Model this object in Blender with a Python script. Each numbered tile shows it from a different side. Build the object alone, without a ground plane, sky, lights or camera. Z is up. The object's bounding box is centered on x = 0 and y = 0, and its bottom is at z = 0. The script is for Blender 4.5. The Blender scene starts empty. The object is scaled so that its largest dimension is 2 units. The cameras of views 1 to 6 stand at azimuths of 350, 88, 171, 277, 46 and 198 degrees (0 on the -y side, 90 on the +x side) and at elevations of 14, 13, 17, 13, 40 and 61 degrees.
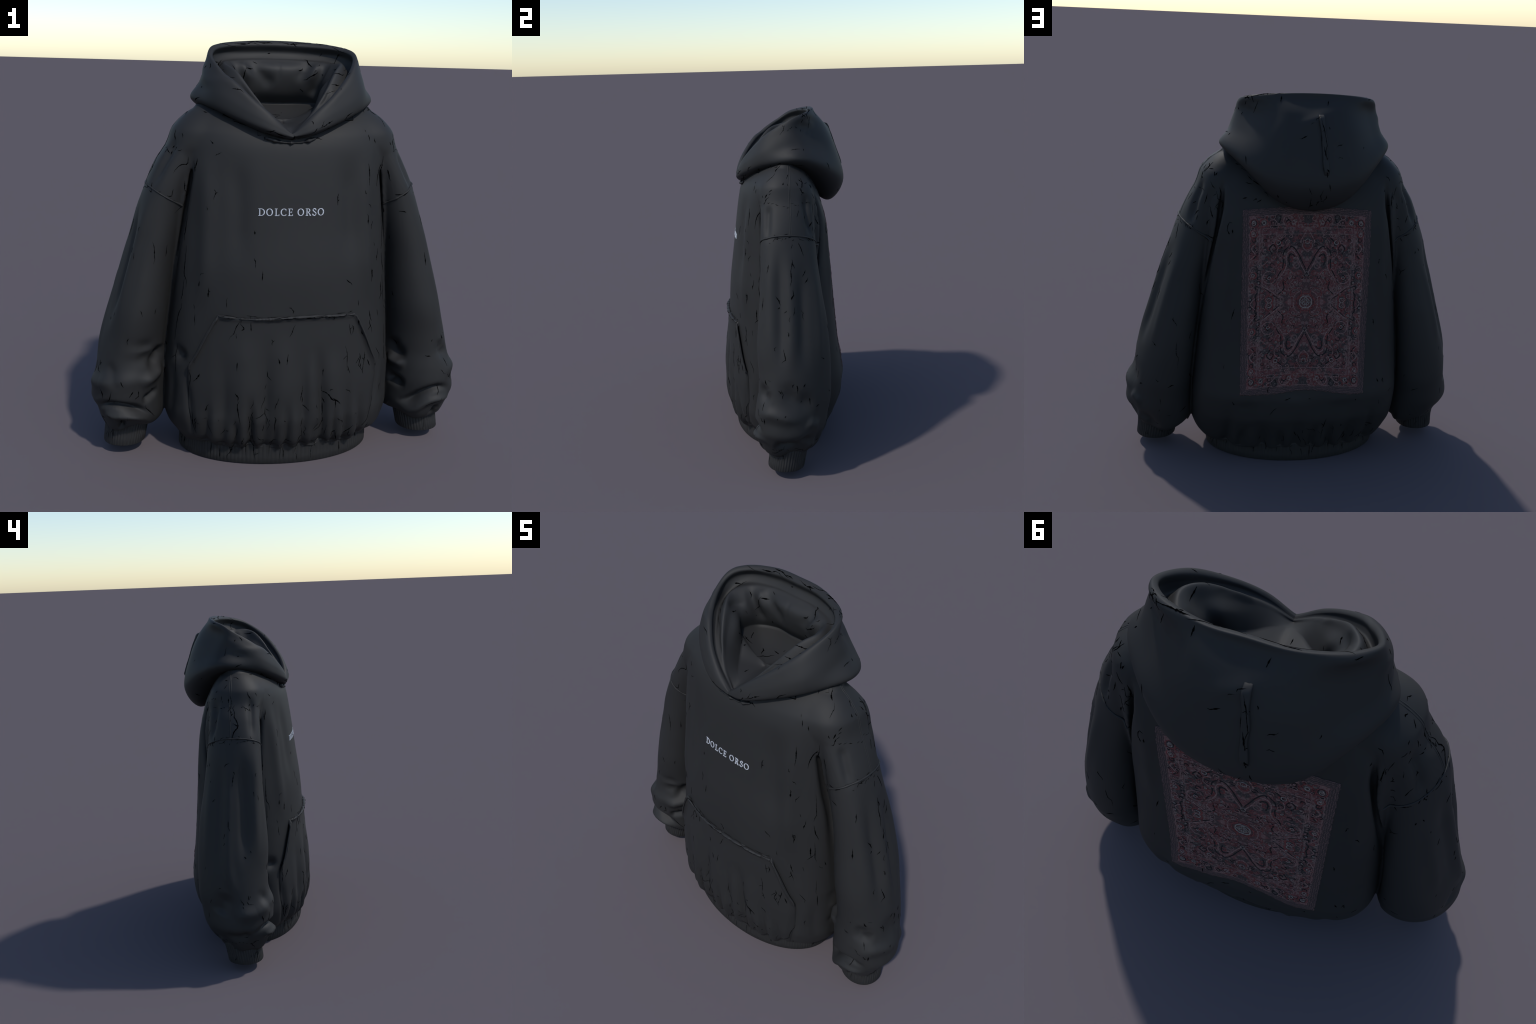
"""A boxy black pullover hoodie standing upright as if worn by nobody.

Frame: metres, z up, front of the garment faces -y, the garment is almost
mirror symmetric about x = 0.  Torso and sleeves are one implicit solid swept
through horizontal cross-sections, meshed once, folded by fold strokes and then
split at the sewn seams; hood, ribbed bands, pocket, prints and cracks are
built on top of it.
"""
import bpy, math, random
import numpy as np
from mathutils import Vector
from mathutils.bvhtree import BVHTree

rng = np.random.default_rng(7)
random.seed(7)

# ------------------------------------------------------------------ helpers
def pchip(xs, ys, x):
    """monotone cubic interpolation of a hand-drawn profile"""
    xs, ys, x = np.asarray(xs, float), np.asarray(ys, float), np.asarray(x, float)
    h, d = np.diff(xs), np.diff(ys) / np.diff(xs)
    m = np.zeros_like(ys)
    for i in range(1, len(xs) - 1):
        if d[i - 1] * d[i] > 0:
            w1, w2 = 2 * h[i] + h[i - 1], h[i] + 2 * h[i - 1]
            m[i] = (w1 + w2) / (w1 / d[i - 1] + w2 / d[i])
    m[0], m[-1] = d[0], d[-1]
    x = np.clip(x, xs[0], xs[-1])
    i = np.clip(np.searchsorted(xs, x, side="right") - 1, 0, len(h) - 1)
    t = (x - xs[i]) / h[i]
    return ((1 + 2 * t) * (1 - t) ** 2 * ys[i] + t * (1 - t) ** 2 * h[i] * m[i]
            + t * t * (3 - 2 * t) * ys[i + 1] + t * t * (t - 1) * h[i] * m[i + 1])

def profile(pairs):
    pairs = sorted(pairs)
    return lambda z: pchip([p[0] for p in pairs], [p[1] for p in pairs], z)

def smooth(e0, e1, x):
    t = np.clip((x - e0) / (e1 - e0), 0, 1)
    return t * t * (3 - 2 * t)

def smin(a, b, k):
    h = np.clip(0.5 + 0.5 * (b - a) / k, 0, 1)
    return b + (a - b) * h - k * h * (1 - h)

def spline(points, n, closed=False):
    """Catmull-Rom curve through points, n samples"""
    P = np.asarray(points, float)
    if closed:
        P = np.vstack([P[-1], P, P[0], P[1]])
    else:
        P = np.vstack([2 * P[0] - P[1], P, 2 * P[-1] - P[-2]])
    m = len(P) - 3
    t = np.linspace(0, m, n, endpoint=not closed)
    i = np.minimum(t.astype(int), m - 1)
    u = (t - i)[:, None]
    p0, p1, p2, p3 = P[i], P[i + 1], P[i + 2], P[i + 3]
    return 0.5 * (2 * p1 + (p2 - p0) * u + (2 * p0 - 5 * p1 + 4 * p2 - p3) * u * u + (3 * p1 - p0 - 3 * p2 + p3) * u ** 3)

def vertex_normals(V, F):
    """area-weighted normals of a quad mesh"""
    n = np.cross(V[F[:, 2]] - V[F[:, 0]], V[F[:, 3]] - V[F[:, 1]])
    N = np.zeros_like(V)
    for k in range(4):
        for c in range(3):
            N[:, c] += np.bincount(F[:, k], n[:, c], len(V))
    return N / np.maximum(np.linalg.norm(N, axis=1, keepdims=True), 1e-12)

def relax(V, F, steps, f=0.5, back=-0.52):
    """Taubin smoothing"""
    E = np.vstack([F[:, [0, 1]], F[:, [1, 2]], F[:, [2, 3]], F[:, [3, 0]]])
    E = np.vstack([E, E[:, ::-1]])
    deg = np.maximum(np.bincount(E[:, 0], minlength=len(V)), 1)[:, None]
    for _ in range(steps):
        for w in (f, back):
            M = np.stack([np.bincount(E[:, 0], V[E[:, 1], c], len(V)) for c in range(3)], 1) / deg
            V = V + w * (M - V)
    return V

def make_object(name, V, F, mat, parent, normals=None):
    me = bpy.data.meshes.new(name)
    V = np.asarray(V, float)
    if isinstance(F, np.ndarray):
        me.vertices.add(len(V)); me.vertices.foreach_set("co", V.astype(np.float32).ravel())
        k = F.shape[1]
        me.loops.add(F.size); me.loops.foreach_set("vertex_index", F.astype(np.int32).ravel())
        me.polygons.add(len(F)); me.polygons.foreach_set("loop_start", np.arange(0, F.size, k, dtype=np.int32))
        me.update(calc_edges=True)
    else:
        me.from_pydata(V.tolist(), [], F)
    me.validate()
    me.polygons.foreach_set("use_smooth", [True] * len(me.polygons))
    if normals is not None:
        me.normals_split_custom_set_from_vertices(normals.tolist())
    me.materials.append(mat)
    ob = bpy.data.objects.new(name, me)
    bpy.context.scene.collection.objects.link(ob)
    ob.parent = parent
    return ob

def submesh(V, N, F, keep):
    F = F[keep]
    used, inv = np.unique(F, return_inverse=True)
    return V[used], inv.reshape(F.shape), N[used]

# ---------------------------------------------------------------- materials
def new_mat(name):
    m = bpy.data.materials.new(name); m.use_nodes = True
    nt = m.node_tree
    return m, nt, nt.nodes["Principled BSDF"]

def fleece(name, col, rough=0.62, grain=0.06, bump=0.12, spec=0.27):
    m, nt, b = new_mat(name)
    tc = nt.nodes.new("ShaderNodeTexCoord")
    big = nt.nodes.new("ShaderNodeTexNoise"); big.inputs["Scale"].default_value = 3.0; big.inputs["Detail"].default_value = 3
    fine = nt.nodes.new("ShaderNodeTexNoise"); fine.inputs["Scale"].default_value = 260; fine.inputs["Detail"].default_value = 2
    ramp = nt.nodes.new("ShaderNodeValToRGB")
    ramp.color_ramp.elements[0].position = 0.3; ramp.color_ramp.elements[1].position = 0.7
    ramp.color_ramp.elements[0].color = (*[c * (1 - grain) for c in col], 1)
    ramp.color_ramp.elements[1].color = (*[c * (1 + grain) for c in col], 1)
    bp = nt.nodes.new("ShaderNodeBump"); bp.inputs["Strength"].default_value = bump; bp.inputs["Distance"].default_value = 0.0006
    L = nt.links.new
    L(tc.outputs["Object"], big.inputs["Vector"]); L(tc.outputs["Object"], fine.inputs["Vector"])
    L(big.outputs["Fac"], ramp.inputs["Fac"]); L(ramp.outputs["Color"], b.inputs["Base Color"])
    L(fine.outputs["Fac"], bp.inputs["Height"]); L(bp.outputs["Normal"], b.inputs["Normal"])
    b.inputs["Roughness"].default_value = rough
    b.inputs["Specular IOR Level"].default_value = spec
    return m

CLOTH = (0.0193, 0.0190, 0.0193)
mat_cloth = fleece("black_fleece", CLOTH)
mat_lining = fleece("black_lining", (0.0215, 0.0212, 0.0213))
mat_rib = fleece("black_ribbing", (0.0198, 0.0195, 0.0197))

root = bpy.data.objects.new("hoodie", None)
bpy.context.scene.collection.objects.link(root)
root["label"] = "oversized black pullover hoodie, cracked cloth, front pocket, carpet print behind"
root["category"] = "hoodie"

# ------------------------------------------------- torso and sleeves: solid
torso_half = profile([(0.05, .46), (0.08, .49), (0.10, .515), (.15, .565), (.23, .588), (.36, .588), (.5, .578), (.72, .56), (.97, .54), (1.22, .53),
                      (1.5, .527), (1.58, .525), (1.62, .502), (1.66, .463), (1.69, .415), (1.71, .36), (1.722, .28), (1.735, .02)])
torso_front = profile([(0.05, -.29), (.08, -.325), (.10, -.336), (.14, -.352), (.2, -.367), (.26, -.376), (.39, -.374), (.53, -.362), (.70, -.349), (.92, -.336), (1.15, -.307),
                       (1.37, -.279), (1.45, -.267), (1.52, -.253), (1.57, -.234), (1.61, -.208), (1.65, -.172), (1.69, -.125), (1.71, -.085), (1.735, 0.005)])
torso_back = profile([(0.05, .25), (.08, .270), (.10, .279), (.15, .300), (.22, .326), (.30, .346), (.40, .348), (.5, .335), (.7, .312), (.95, .291), (1.18, .270), (1.37, .244), (1.42, .233),
                      (1.5, .212), (1.6, .170), (1.66, .135), (1.69, .11), (1.71, .08), (1.735, .02)])
arm_out = profile([(.125, .838), (.133, .862), (.146, .880), (.17, .895), (.2, .910), (.25, .934), (.285, .946), (.36, .932), (.46, .915), (.64, .871), (.85, .808), (1.1, .734), (1.31, .666), (1.44, .610),
                   (1.5, .577), (1.55, .546), (1.6, .51), (1.65, .45), (1.68, .40)])
arm_in = profile([(.125, .67), (.133, .632), (.146, .604), (.17, .588), (.22, .578), (.36, .574), (.5, .566), (.64, .554), (.8, .538), (1.0, .515), (1.22, .46), (1.35, .42), (1.5, .38), (1.68, .36)])
arm_front = profile([(.125, -.10), (.135, -.145), (.152, -.174), (.19, -.195), (.26, -.205), (.33, -.212), (.40, -.205), (.50, -.188), (.58, -.185), (.71, -.19), (.85, -.18), (1.02, -.165), (1.2, -.155),
                     (1.385, -.148), (1.5, -.142), (1.56, -.12), (1.61, -.09), (1.65, -.05), (1.68, -.01)])
arm_back = profile([(.125, .055), (.137, .095), (.153, .122), (.175, .145), (.23, .172), (.29, .193), (.36, .207), (.45, .222), (.6, .225), (.81, .215), (1.04, .183), (1.3, .155), (1.5, .145), (1.56, .128), (1.62, .095), (1.66, .055), (1.68, .03)])

STEP = 0.006
gx = np.arange(-1, 176) * STEP            # half garment, mirrored later
gy = np.arange(-74, 76) * STEP
gz = np.arange(4, 294) * STEP

def section(x, y, x0, x1, y0, y1, n, shear=0.0):
    cx, a, cy, b = (x0 + x1) / 2, (x1 - x0) / 2, (y0 + y1) / 2, (y1 - y0) / 2
    y = y + shear * (x - cx)
    r = (np.abs((x - cx) / a) ** n + np.abs((y - cy) / b) ** n) ** (1 / n)
    return (r - 1) * np.minimum(a, b)

def garment_field():
    X, Y, Z = gx[:, None, None], gy[None, :, None], gz[None, None, :]
    a, yf, yb = torso_half(gz), torso_front(gz), torso_back(gz)
    z = gz
    n = 2.12 + (1.9 - 1.2 * smooth(1.45, 1.65, Z) - 1.2 * smooth(.5, .1, Z)) * smooth(-.03, .10, Y)                 # the back hangs flatter than the front
    t = section(X, Y, -a[None, None, :], a[None, None, :], yf[None, None, :], yb[None, None, :], n)
    t = np.maximum(t, 0.084 - Z)
    s = section(X, Y, arm_in(z)[None, None, :], arm_out(z)[None, None, :], arm_front(z)[None, None, :], arm_back(z)[None, None, :], 2.03, .2 * (1 - smooth(1.3, 1.5, Z)))
    s = np.maximum(np.maximum(s, 0.127 - Z), Z - 1.675)
    k = 0.010 + 0.05 * smooth(1.45, 1.6, Z)
    f = smin(t, s, k)
    # deep clefts between sleeve and side, front and back
    for cx, cy, top in ((profile([(.5, .588), (.7, .562), (1.0, .512), (1.23, .474), (1.4, .450), (1.52, .436)]), profile([(.5, -.09), (1.0, -.085), (1.23, -.105), (1.52, -.128)]), 1.50),
                        (profile([(.5, .588), (.7, .566), (.95, .520), (1.2, .472), (1.4, .442), (1.55, .430)]), profile([(.5, .13), (.95, .145), (1.2, .160), (1.55, .172)]), 1.53)):
        r = (.016 * smooth(0, .16, top + .03 - gz) - .012 * smooth(1.25, .8, gz)) * smooth(.3, .6, gz) - .004 - .03 * smooth(0, .12, gz - top)
        g = np.sqrt((X - cx(gz)) ** 2 + (.55 * (Y - cy(gz))) ** 2) - r
        f = -smin(-f, g, .024)
    hole = np.maximum((np.sqrt((X / .27) ** 2 + ((Y + .02) / .21) ** 2) - 1) * .2, 1.56 - Z)
    return np.maximum(f, -hole).astype(np.float32)

def surface_nets(val, ox, oy, oz, step):
    nx, ny, nz = val.shape
    neg = val < 0
    acc = np.zeros((nx - 1, ny - 1, nz - 1), np.int8)
    for i in (0, 1):
        for j in (0, 1):
            for k in (0, 1):
                acc += neg[i:nx - 1 + i, j:ny - 1 + j, k:nz - 1 + k]
    act = (acc > 0) & (acc < 8)
    idx = np.argwhere(act)
    ids = np.full(act.shape, -1, np.int32); ids[act] = np.arange(len(idx))
    pos = np.zeros((len(idx), 3)); cnt = np.zeros(len(idx))
    i, j, k = idx.T
    corners = [(a, b, c) for a in (0, 1) for b in (0, 1) for c in (0, 1)]
    for p in corners:
        for ax in range(3):
            if p[ax]:
                continue
            q = list(p); q[ax] = 1
            v0 = val[i + p[0], j + p[1], k + p[2]]; v1 = val[i + q[0], j + q[1], k + q[2]]
            m = (v0 < 0) != (v1 < 0)
            t = np.where(m, v0 / np.where(m, v0 - v1, 1), 0)
            c = np.tile(np.array(p, float), (len(idx), 1)); c[:, ax] += t
            pos += np.where(m[:, None], c, 0); cnt += m
    V = (idx + pos / cnt[:, None]) * step + np.array([ox, oy, oz])
    faces = []
    for ax in range(3):
        b, c = (ax + 1) % 3, (ax + 2) % 3
        sl0 = [slice(1, -1)] * 3; sl1 = [slice(1, -1)] * 3
        sl0[ax] = slice(0, -1); sl1[ax] = slice(1, None)
        n0, n1 = neg[tuple(sl0)], neg[tuple(sl1)]
        e = np.argwhere(n0 != n1)
        flip = n0[n0 != n1]
        off = np.ones(3, int); off[ax] = 0
        e = e + off
        def cell(db, dc):
            q = e.copy(); q[:, b] -= db; q[:, c] -= dc
            return ids[q[:, 0], q[:, 1], q[:, 2]]
        Q = np.stack([cell(1, 1), cell(0, 1), cell(0, 0), cell(1, 0)], 1)
        Q[~flip] = Q[~flip][:, ::-1]
        faces.append(Q)
    return V, np.vstack(faces)

def lopsided(P):
    """the garment is not quite symmetric: its right half (x < 0) hangs narrower
    and its left back sits flatter"""
    P = P.copy()
    x, y, z = P.T
    left = smooth(.15, .42, -x) * smooth(.06, .16, z)
    left = left * (1 - .6 * smooth(1.76, 1.83, z)) * (1 - .75 * smooth(1.05, 1.25, z) * (1 - smooth(1.42, 1.55, z)) * smooth(.46, .6, -x))
    low = 1 - smooth(1.0, 1.25, z)
    P[:, 0] += -.018 * smooth(.66, .9, x) * smooth(0, .16, y) * low + .014 * smooth(.66, .9, -x) * smooth(0, .16, -y) * low
    P[:, 0] += .017 * left - np.sign(x) * .006 * smooth(.46, .62, np.abs(x)) * smooth(.1, .2, z)
    P[:, 1] -= .007 * smooth(-.2, .25, x) * smooth(.1, .2, y) * (1 - smooth(1.15, 1.35, z)) * smooth(.06, .16, z)
    P[:, 2] -= .015 * smooth(.2, .3, -x) * smooth(1.80, 1.86, z) * (1 - smooth(.0, .1, y))
    return P

half = garment_field()
field = np.concatenate([half[:1:-1], half[1:]], 0)
V, F = surface_nets(field, -gx[-1], gy[0], gz[0], STEP)
del half, field
V = lopsided(relax(V, F, 8))

# ------------------------------------------------------ folds of the garment
def stroke_distance(P, pts):
    """distance of points to a polyline and the parameter 0..1 along it"""
    Q = np.asarray(pts, float)
    best = np.full(len(P), 9.0); par = np.zeros(len(P))
    n = len(Q) - 1
    for i in range(n):
        d = Q[i + 1] - Q[i]
        t = np.clip(((P - Q[i]) @ d) / (d @ d), 0, 1)
        r = np.linalg.norm(P - Q[i] - t[:, None] * d, axis=1)
        m = r < best
        best[m] = r[m]; par[m] = (i + t[m]) / n
    return best, par

def fold(V, N, pts, width, depth, taper=0.35, from_foot=False):
    """push a soft groove (depth < 0) or ridge along a stroke"""
    pts = spline(pts, 3 * len(pts)) if len(pts) > 2 else np.asarray(pts, float)
    lo, hi = pts.min(0) - 3 * width, pts.max(0) + 3 * width
    m = np.all((V > lo) & (V < hi), axis=1)
    if not m.any():
        return
    d, t = stroke_distance(V[m], pts)
    w = np.exp(-(d / width) ** 2) * (1 if from_foot else smooth(0, taper, t)) * smooth(0, taper + .3 * from_foot, 1 - t)
    V[m] += N[m] * (depth * w)[:, None]

N = vertex_normals(V, F)
if (N * (V - np.array([0, 0, .8])))[:, :2].sum() < 0:
    F = F[:, ::-1].copy(); N = -N
plain_bvh = BVHTree.FromPolygons(V.tolist(), F.tolist())

def on_body(side, a, b, bvh=None):
    """point of the surface seen from a side: front/back take (x, z), left/right (y, z), top (x, y)"""
    o, d = {"front": ((a, -2, b), (0, 1, 0)), "back": ((a, 2, b), (0, -1, 0)), "right": ((2, a, b), (-1, 0, 0)),
            "left": ((-2, a, b), (1, 0, 0)), "top": ((a, b, 3), (0, 0, -1))}[side]
    hit, nor, _, _ = (bvh or plain_bvh).ray_cast(Vector(o), Vector(d))
    if hit is None:
        hit, nor, _, _ = (bvh or plain_bvh).find_nearest(Vector(o) + Vector(d) * 1.7)
    return np.array(hit), np.array(nor)

# (side, stroke, width, depth): gathered pleats, draped folds and cuff crumples
FOLDS = [
    # pleats drawn up from the hem, front
    ("front", [(-.29, .10), (-.295, .35), (-.30, .66)], 0.034, -0.011),
    ("front", [(-.235, .10), (-.235, .20), (-.245, .27)], 0.018, -0.011),
    ("front", [(-.165, .10), (-.172, .25), (-.18, .40)], 0.021, -0.019),
    ("front", [(-.10, .10), (-.105, .40), (-.11, .74)], 0.034, -0.015),
    ("front", [(-.055, .10), (-.05, .17), (-.04, .26)], 0.017, -0.009),
    ("front", [(0, .10), (0, .24), (-.01, .38)], 0.017, -0.010),
    ("front", [(.08, .10), (.075, .35), (.07, .62)], 0.031, -0.013),
    ("front", [(.135, .10), (.14, .18), (.15, .26)], 0.017, -0.009),
    ("front", [(.18, .10), (.175, .28), (.155, .48), (.14, .64)], 0.026, -0.020),
    ("front", [(.24, .10), (.235, .22), (.225, .34)], 0.018, -0.009),
    ("front", [(.30, .10), (.30, .25), (.29, .52)], 0.025, -0.012),
    ("front", [(.38, .11), (.375, .24), (.36, .38)], 0.022, -0.011),
    ("front", [(-.37, .11), (-.372, .24), (-.36, .36)], 0.022, -0.011),
    ("front", [(-.20, .2), (-.21, .45), (-.21, .7)], 0.041, 0.007),
    ("front", [(-.03, .25), (-.02, .45), (-.02, .68)], 0.041, 0.007),
    ("front", [(.12, .2), (.11, .4), (.11, .6)], 0.030, 0.006),
    ("front", [(.235, .2), (.23, .4), (.22, .6)], 0.032, 0.007),
    # beside the pocket
    ("front", [(-.462, .48), (-.455, .33), (-.44, .2), (-.42, .11)], 0.021, -0.015),
    ("front", [(.462, .48), (.455, .33), (.44, .2), (.42, .11)], 0.021, -0.011),
    ("front", [(-.52, .12), (-.53, .3), (-.52, .5)], 0.031, -0.008),
    ("front", [(.52, .12), (.53, .3), (.52, .5)], 0.031, -0.008),
    # pleats at the back hem
    ("back", [(.40, .10), (.39, .22), (.37, .45)], 0.028, -0.015),
    ("back", [(.32, .10), (.31, .18), (.29, .27)], 0.022, -0.010),
    ("back", [(.20, .10), (.205, .2), (.22, .32)], 0.034, -0.011),
    ("back", [(.10, .10), (.105, .17), (.115, .24)], 0.021, -0.011),
    ("back", [(.03, .10), (.02, .2), (0, .36)], 0.031, -0.009),
    ("back", [(-.07, .10), (-.075, .18), (-.085, .27)], 0.021, -0.011),
    ("back", [(-.16, .10), (-.16, .18), (-.18, .28)], 0.022, -0.010),
    ("back", [(-.26, .10), (-.265, .2), (-.31, .32)], 0.031, -0.013),
    ("back", [(-.38, .10), (-.385, .22), (-.37, .42)], 0.028, -0.011),
    ("back", [(.30, .36), (.30, .46), (.31, .62)], 0.054, 0.008),
    ("back", [(.05, .38), (.04, .48), (.03, .6)], 0.078, -0.008),
    ("back", [(-.22, .36), (-.22, .46), (-.24, .6)], 0.068, 0.007),
    # rounded pleat ends swelling over the hem
    ("front", [(-.33, .115), (-.335, .19), (-.335, .40)], 0.024, 0.010),
    ("front", [(-.265, .115), (-.265, .17), (-.27, .25)], 0.020, 0.009),
    ("front", [(-.20, .115), (-.205, .2), (-.21, .42)], 0.022, 0.010),
    ("front", [(-.13, .115), (-.135, .2), (-.14, .42)], 0.022, 0.010),
    ("front", [(-.027, .115), (-.027, .2), (-.03, .42)], 0.020, 0.008),
    ("front", [(.04, .115), (.04, .2), (.04, .42)], 0.024, 0.010),
    ("front", [(.108, .115), (.108, .18), (.11, .27)], 0.019, 0.008),
    ("front", [(.21, .115), (.21, .18), (.20, .42)], 0.020, 0.010),
    ("front", [(.27, .115), (.268, .2), (.26, .42)], 0.022, 0.010),
    ("front", [(.34, .115), (.34, .2), (.335, .42)], 0.024, 0.010),
    ("back", [(.25, .115), (.25, .17), (.25, .26)], 0.030, 0.008),
    ("back", [(.06, .115), (.06, .17), (.06, .26)], 0.030, 0.006),
    ("back", [(-.12, .115), (-.12, .17), (-.125, .26)], 0.026, 0.007),
    ("back", [(-.21, .115), (-.21, .17), (-.215, .40)], 0.034, 0.008),
    # long drapes falling from the armholes
    ("front", [(-.385, 1.56), (-.375, 1.3), (-.38, 1.0), (-.40, .75)], .045, .014),
    ("front", [(-.25, 1.52), (-.235, 1.25), (-.24, .95)], .05, -.010),
    ("front", [(.375, 1.56), (.365, 1.3), (.38, 1.0), (.40, .75)], .045, .013),
    ("front", [(.27, 1.52), (.285, 1.25), (.30, .95)], .05, -.010),
    ("back", [(.385, 1.5), (.39, 1.2), (.42, .85)], .035, .010),
    ("back", [(-.385, 1.5), (-.40, 1.2), (-.42, .85)], .035, .010),
    # sleeves: lengthwise ridges and valleys
    ("right", [(-.11, 1.32), (-.12, .95), (-.13, .62)], .035, 0.0093),
    ("right", [(-.055, 1.3), (-.06, .95), (-.07, .6)], .028, -0.0109),
    ("right", [(.0, 1.3), (.0, .9), (-.02, .55)], .035, 0.0109),
    ("right", [(.07, 1.25), (.06, .9), (.06, .6)], .035, -0.0139),
    ("right", [(.13, 1.25), (.15, .9), (.15, .6)], .030, 0.0078),
    ("left", [(.06, 1.28), (.07, .95), (.08, .55)], .03, -0.0078),
    ("left", [(.02, 1.36), (.02, 1.0), (.02, .62), (-.03, .45)], .030, 0.0139),
    ("left", [(-.055, 1.3), (-.07, .95), (-.07, .6)], .030, -0.0186),
    ("left", [(-.13, 1.32), (-.13, 1.0), (-.14, .62)], .030, 0.0139),
    ("left", [(.13, 1.2), (.15, .85), (.16, .6)], .03, 0.0078),
    ("left", [(.10, 1.56), (.11, 1.44), (.13, 1.3)], .022, -0.0186),
    ("left", [(-.10, 1.56), (-.11, 1.46), (-.115, 1.3)], .024, -0.0155),
    ("right", [(.10, 1.56), (.11, 1.44), (.13, 1.3)], .022, -0.0186),
    ("right", [(-.10, 1.5), (-.11, 1.42), (-.115, 1.28)], .022, -0.0124),
    # crumples above the cuffs, wearer's right arm
    ("front", [(-.585, .56), (-.60, .50), (-.66, .47)], 0.037, -0.030),
    ("front", [(-.575, .44), (-.62, .41), (-.70, .38)], 0.029, 0.024),
    ("front", [(-.59, .335), (-.635, .31), (-.68, .30)], 0.020, -0.024),
    ("front", [(-.90, .245), (-.85, .285), (-.78, .287), (-.70, .262), (-.63, .205)], 0.016, -0.035),
    ("front", [(-.89, .20), (-.83, .238), (-.76, .232), (-.69, .20), (-.63, .16)], 0.018, 0.022),
    ("front", [(-.775, .14), (-.775, .18), (-.77, .215)], 0.017, -0.035),
    ("front", [(-.83, .50), (-.81, .42), (-.79, .35)], 0.028, -0.012),
    ("left", [(-.16, .60), (-.19, .53), (-.15, .50)], 0.028, -0.023),
    ("left", [(-.21, .43), (-.17, .39), (-.08, .37), (.0, .38)], 0.041, 0.022),
    ("left", [(.02, .50), (.06, .42), (.08, .36)], 0.046, -0.020),
    ("left", [(-.10, .27), (-.05, .235), (.06, .245)], 0.026, -0.020),
    # crumples above the cuffs, wearer's left arm
    ("front", [(.59, .56), (.61, .49), (.66, .46)], 0.033, -0.022),
    ("front", [(.575, .45), (.61, .43), (.66, .42)], 0.024, 0.024),
    ("front", [(.585, .335), (.61, .33), (.66, .31)], 0.024, -0.035),
    ("front", [(.62, .205), (.68, .245), (.74, .29), (.82, .315), (.90, .29)], 0.017, -0.032),
    ("front", [(.64, .16), (.70, .20), (.77, .245), (.85, .255), (.90, .235)], 0.018, 0.023),
    ("front", [(.80, .14), (.81, .18), (.83, .215)], 0.017, -0.030),
    ("right", [(-.15, .56), (-.17, .50), (-.12, .47)], 0.032, -0.020),
    ("right", [(-.21, .36), (-.14, .40), (-.05, .385), (.06, .36)], 0.037, 0.019),
    ("right", [(-.03, .60), (-.02, .5), (.05, .46), (.13, .44)], 0.051, -0.020),
    ("right", [(-.12, .24), (-.06, .215), (.03, .23)], 0.026, -0.028),
    ("right", [(.06, .22), (.09, .20), (.12, .19)], 0.028, 0.014),
    # crumples seen from behind
    ("back", [(.86, .24), (.80, .20), (.76, .15)], .035, -.014),
    ("back", [(.90, .36), (.88, .33), (.84, .31)], .03, .012),
    ("back", [(.92, .27), (.90, .25), (.86, .24)], .022, -.012),
    ("back", [(-.86, .22), (-.80, .185), (-.75, .14)], .03, -.014),
]
for side, stroke, w, d in FOLDS:
    gathered = side in ("front", "back") and stroke[0][1] < .118 and abs(stroke[0][0]) < .5
    fold(V, N, [on_body(side, *p)[0] for p in stroke], w, d * (1.4 if gathered else 1), from_foot=gathered)
# pleat ends and sleeve ends droop unevenly over the ribbing
arm = np.abs(V[:, 0]) > .6
phi = np.arctan2(V[:, 1] + .02, np.abs(V[:, 0]) - .76)
V[:, 2] += np.where(arm, .013 * np.sin(2 * phi + .6 + np.sign(V[:, 0])) + .008 * np.sin(5 * phi + 1.5 * np.sign(V[:, 0])), 0) * (1 - smooth(.15, .28, V[:, 2]))
bx = V[:, 0] + .012 * np.sin(V[:, 0] * 31)
V[:, 2] += np.where(arm, 0, .004 * np.sin(bx * 71 + .6) + .007 * np.sin(bx * 33 + 1)) * (1 - smooth(.10, .19, V[:, 2]))
V = relax(V, F, 2)
Vs_ = relax(V, F, 14)
w_ = np.where(arm, 0, .75 * (1 - smooth(.2, .3, V[:, 2])))[:, None]
V = V * (1 - w_) + Vs_ * w_
N = vertex_normals(V, F)
body_bvh = BVHTree.FromPolygons(V.tolist(), F.tolist())

# split at the sewn seams
C = V[F].mean(1)
ax_ = np.abs(C[:, 0])
seam_z = 1.235 + (ax_ - .475) * .60        # drop-shoulder seam, rises outwards
is_arm = (ax_ > np.minimum(.58, arm_in(C[:, 2]) + .0)) & (C[:, 2] < seam_z)
tor_in = ((ax_ / torso_half(C[:, 2])) ** 2.12 + np.abs((C[:, 1] - (torso_front(C[:, 2]) + torso_back(C[:, 2])) / 2) / ((torso_back(C[:, 2]) - torso_front(C[:, 2])) / 2)) ** 2.12) 
arm_c = (arm_in(C[:, 2]) + arm_out(C[:, 2])) / 2; arm_a = (arm_out(C[:, 2]) - arm_in(C[:, 2])) / 2
ay = (arm_front(C[:, 2]) + arm_back(C[:, 2])) / 2; ab = (arm_back(C[:, 2]) - arm_front(C[:, 2])) / 2
arm_r = np.abs((ax_ - arm_c) / arm_a) ** 2.15 + np.abs((C[:, 1] - ay) / ab) ** 2.15
is_arm = (C[:, 2] < seam_z) & ((arm_r < tor_in) | (ax_ > .62))
torso = make_object("torso", *[r for r in submesh(V, N, F, ~is_arm)][:2], mat_cloth, root, submesh(V, N, F, ~is_arm)[2])
sleeves = []
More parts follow.
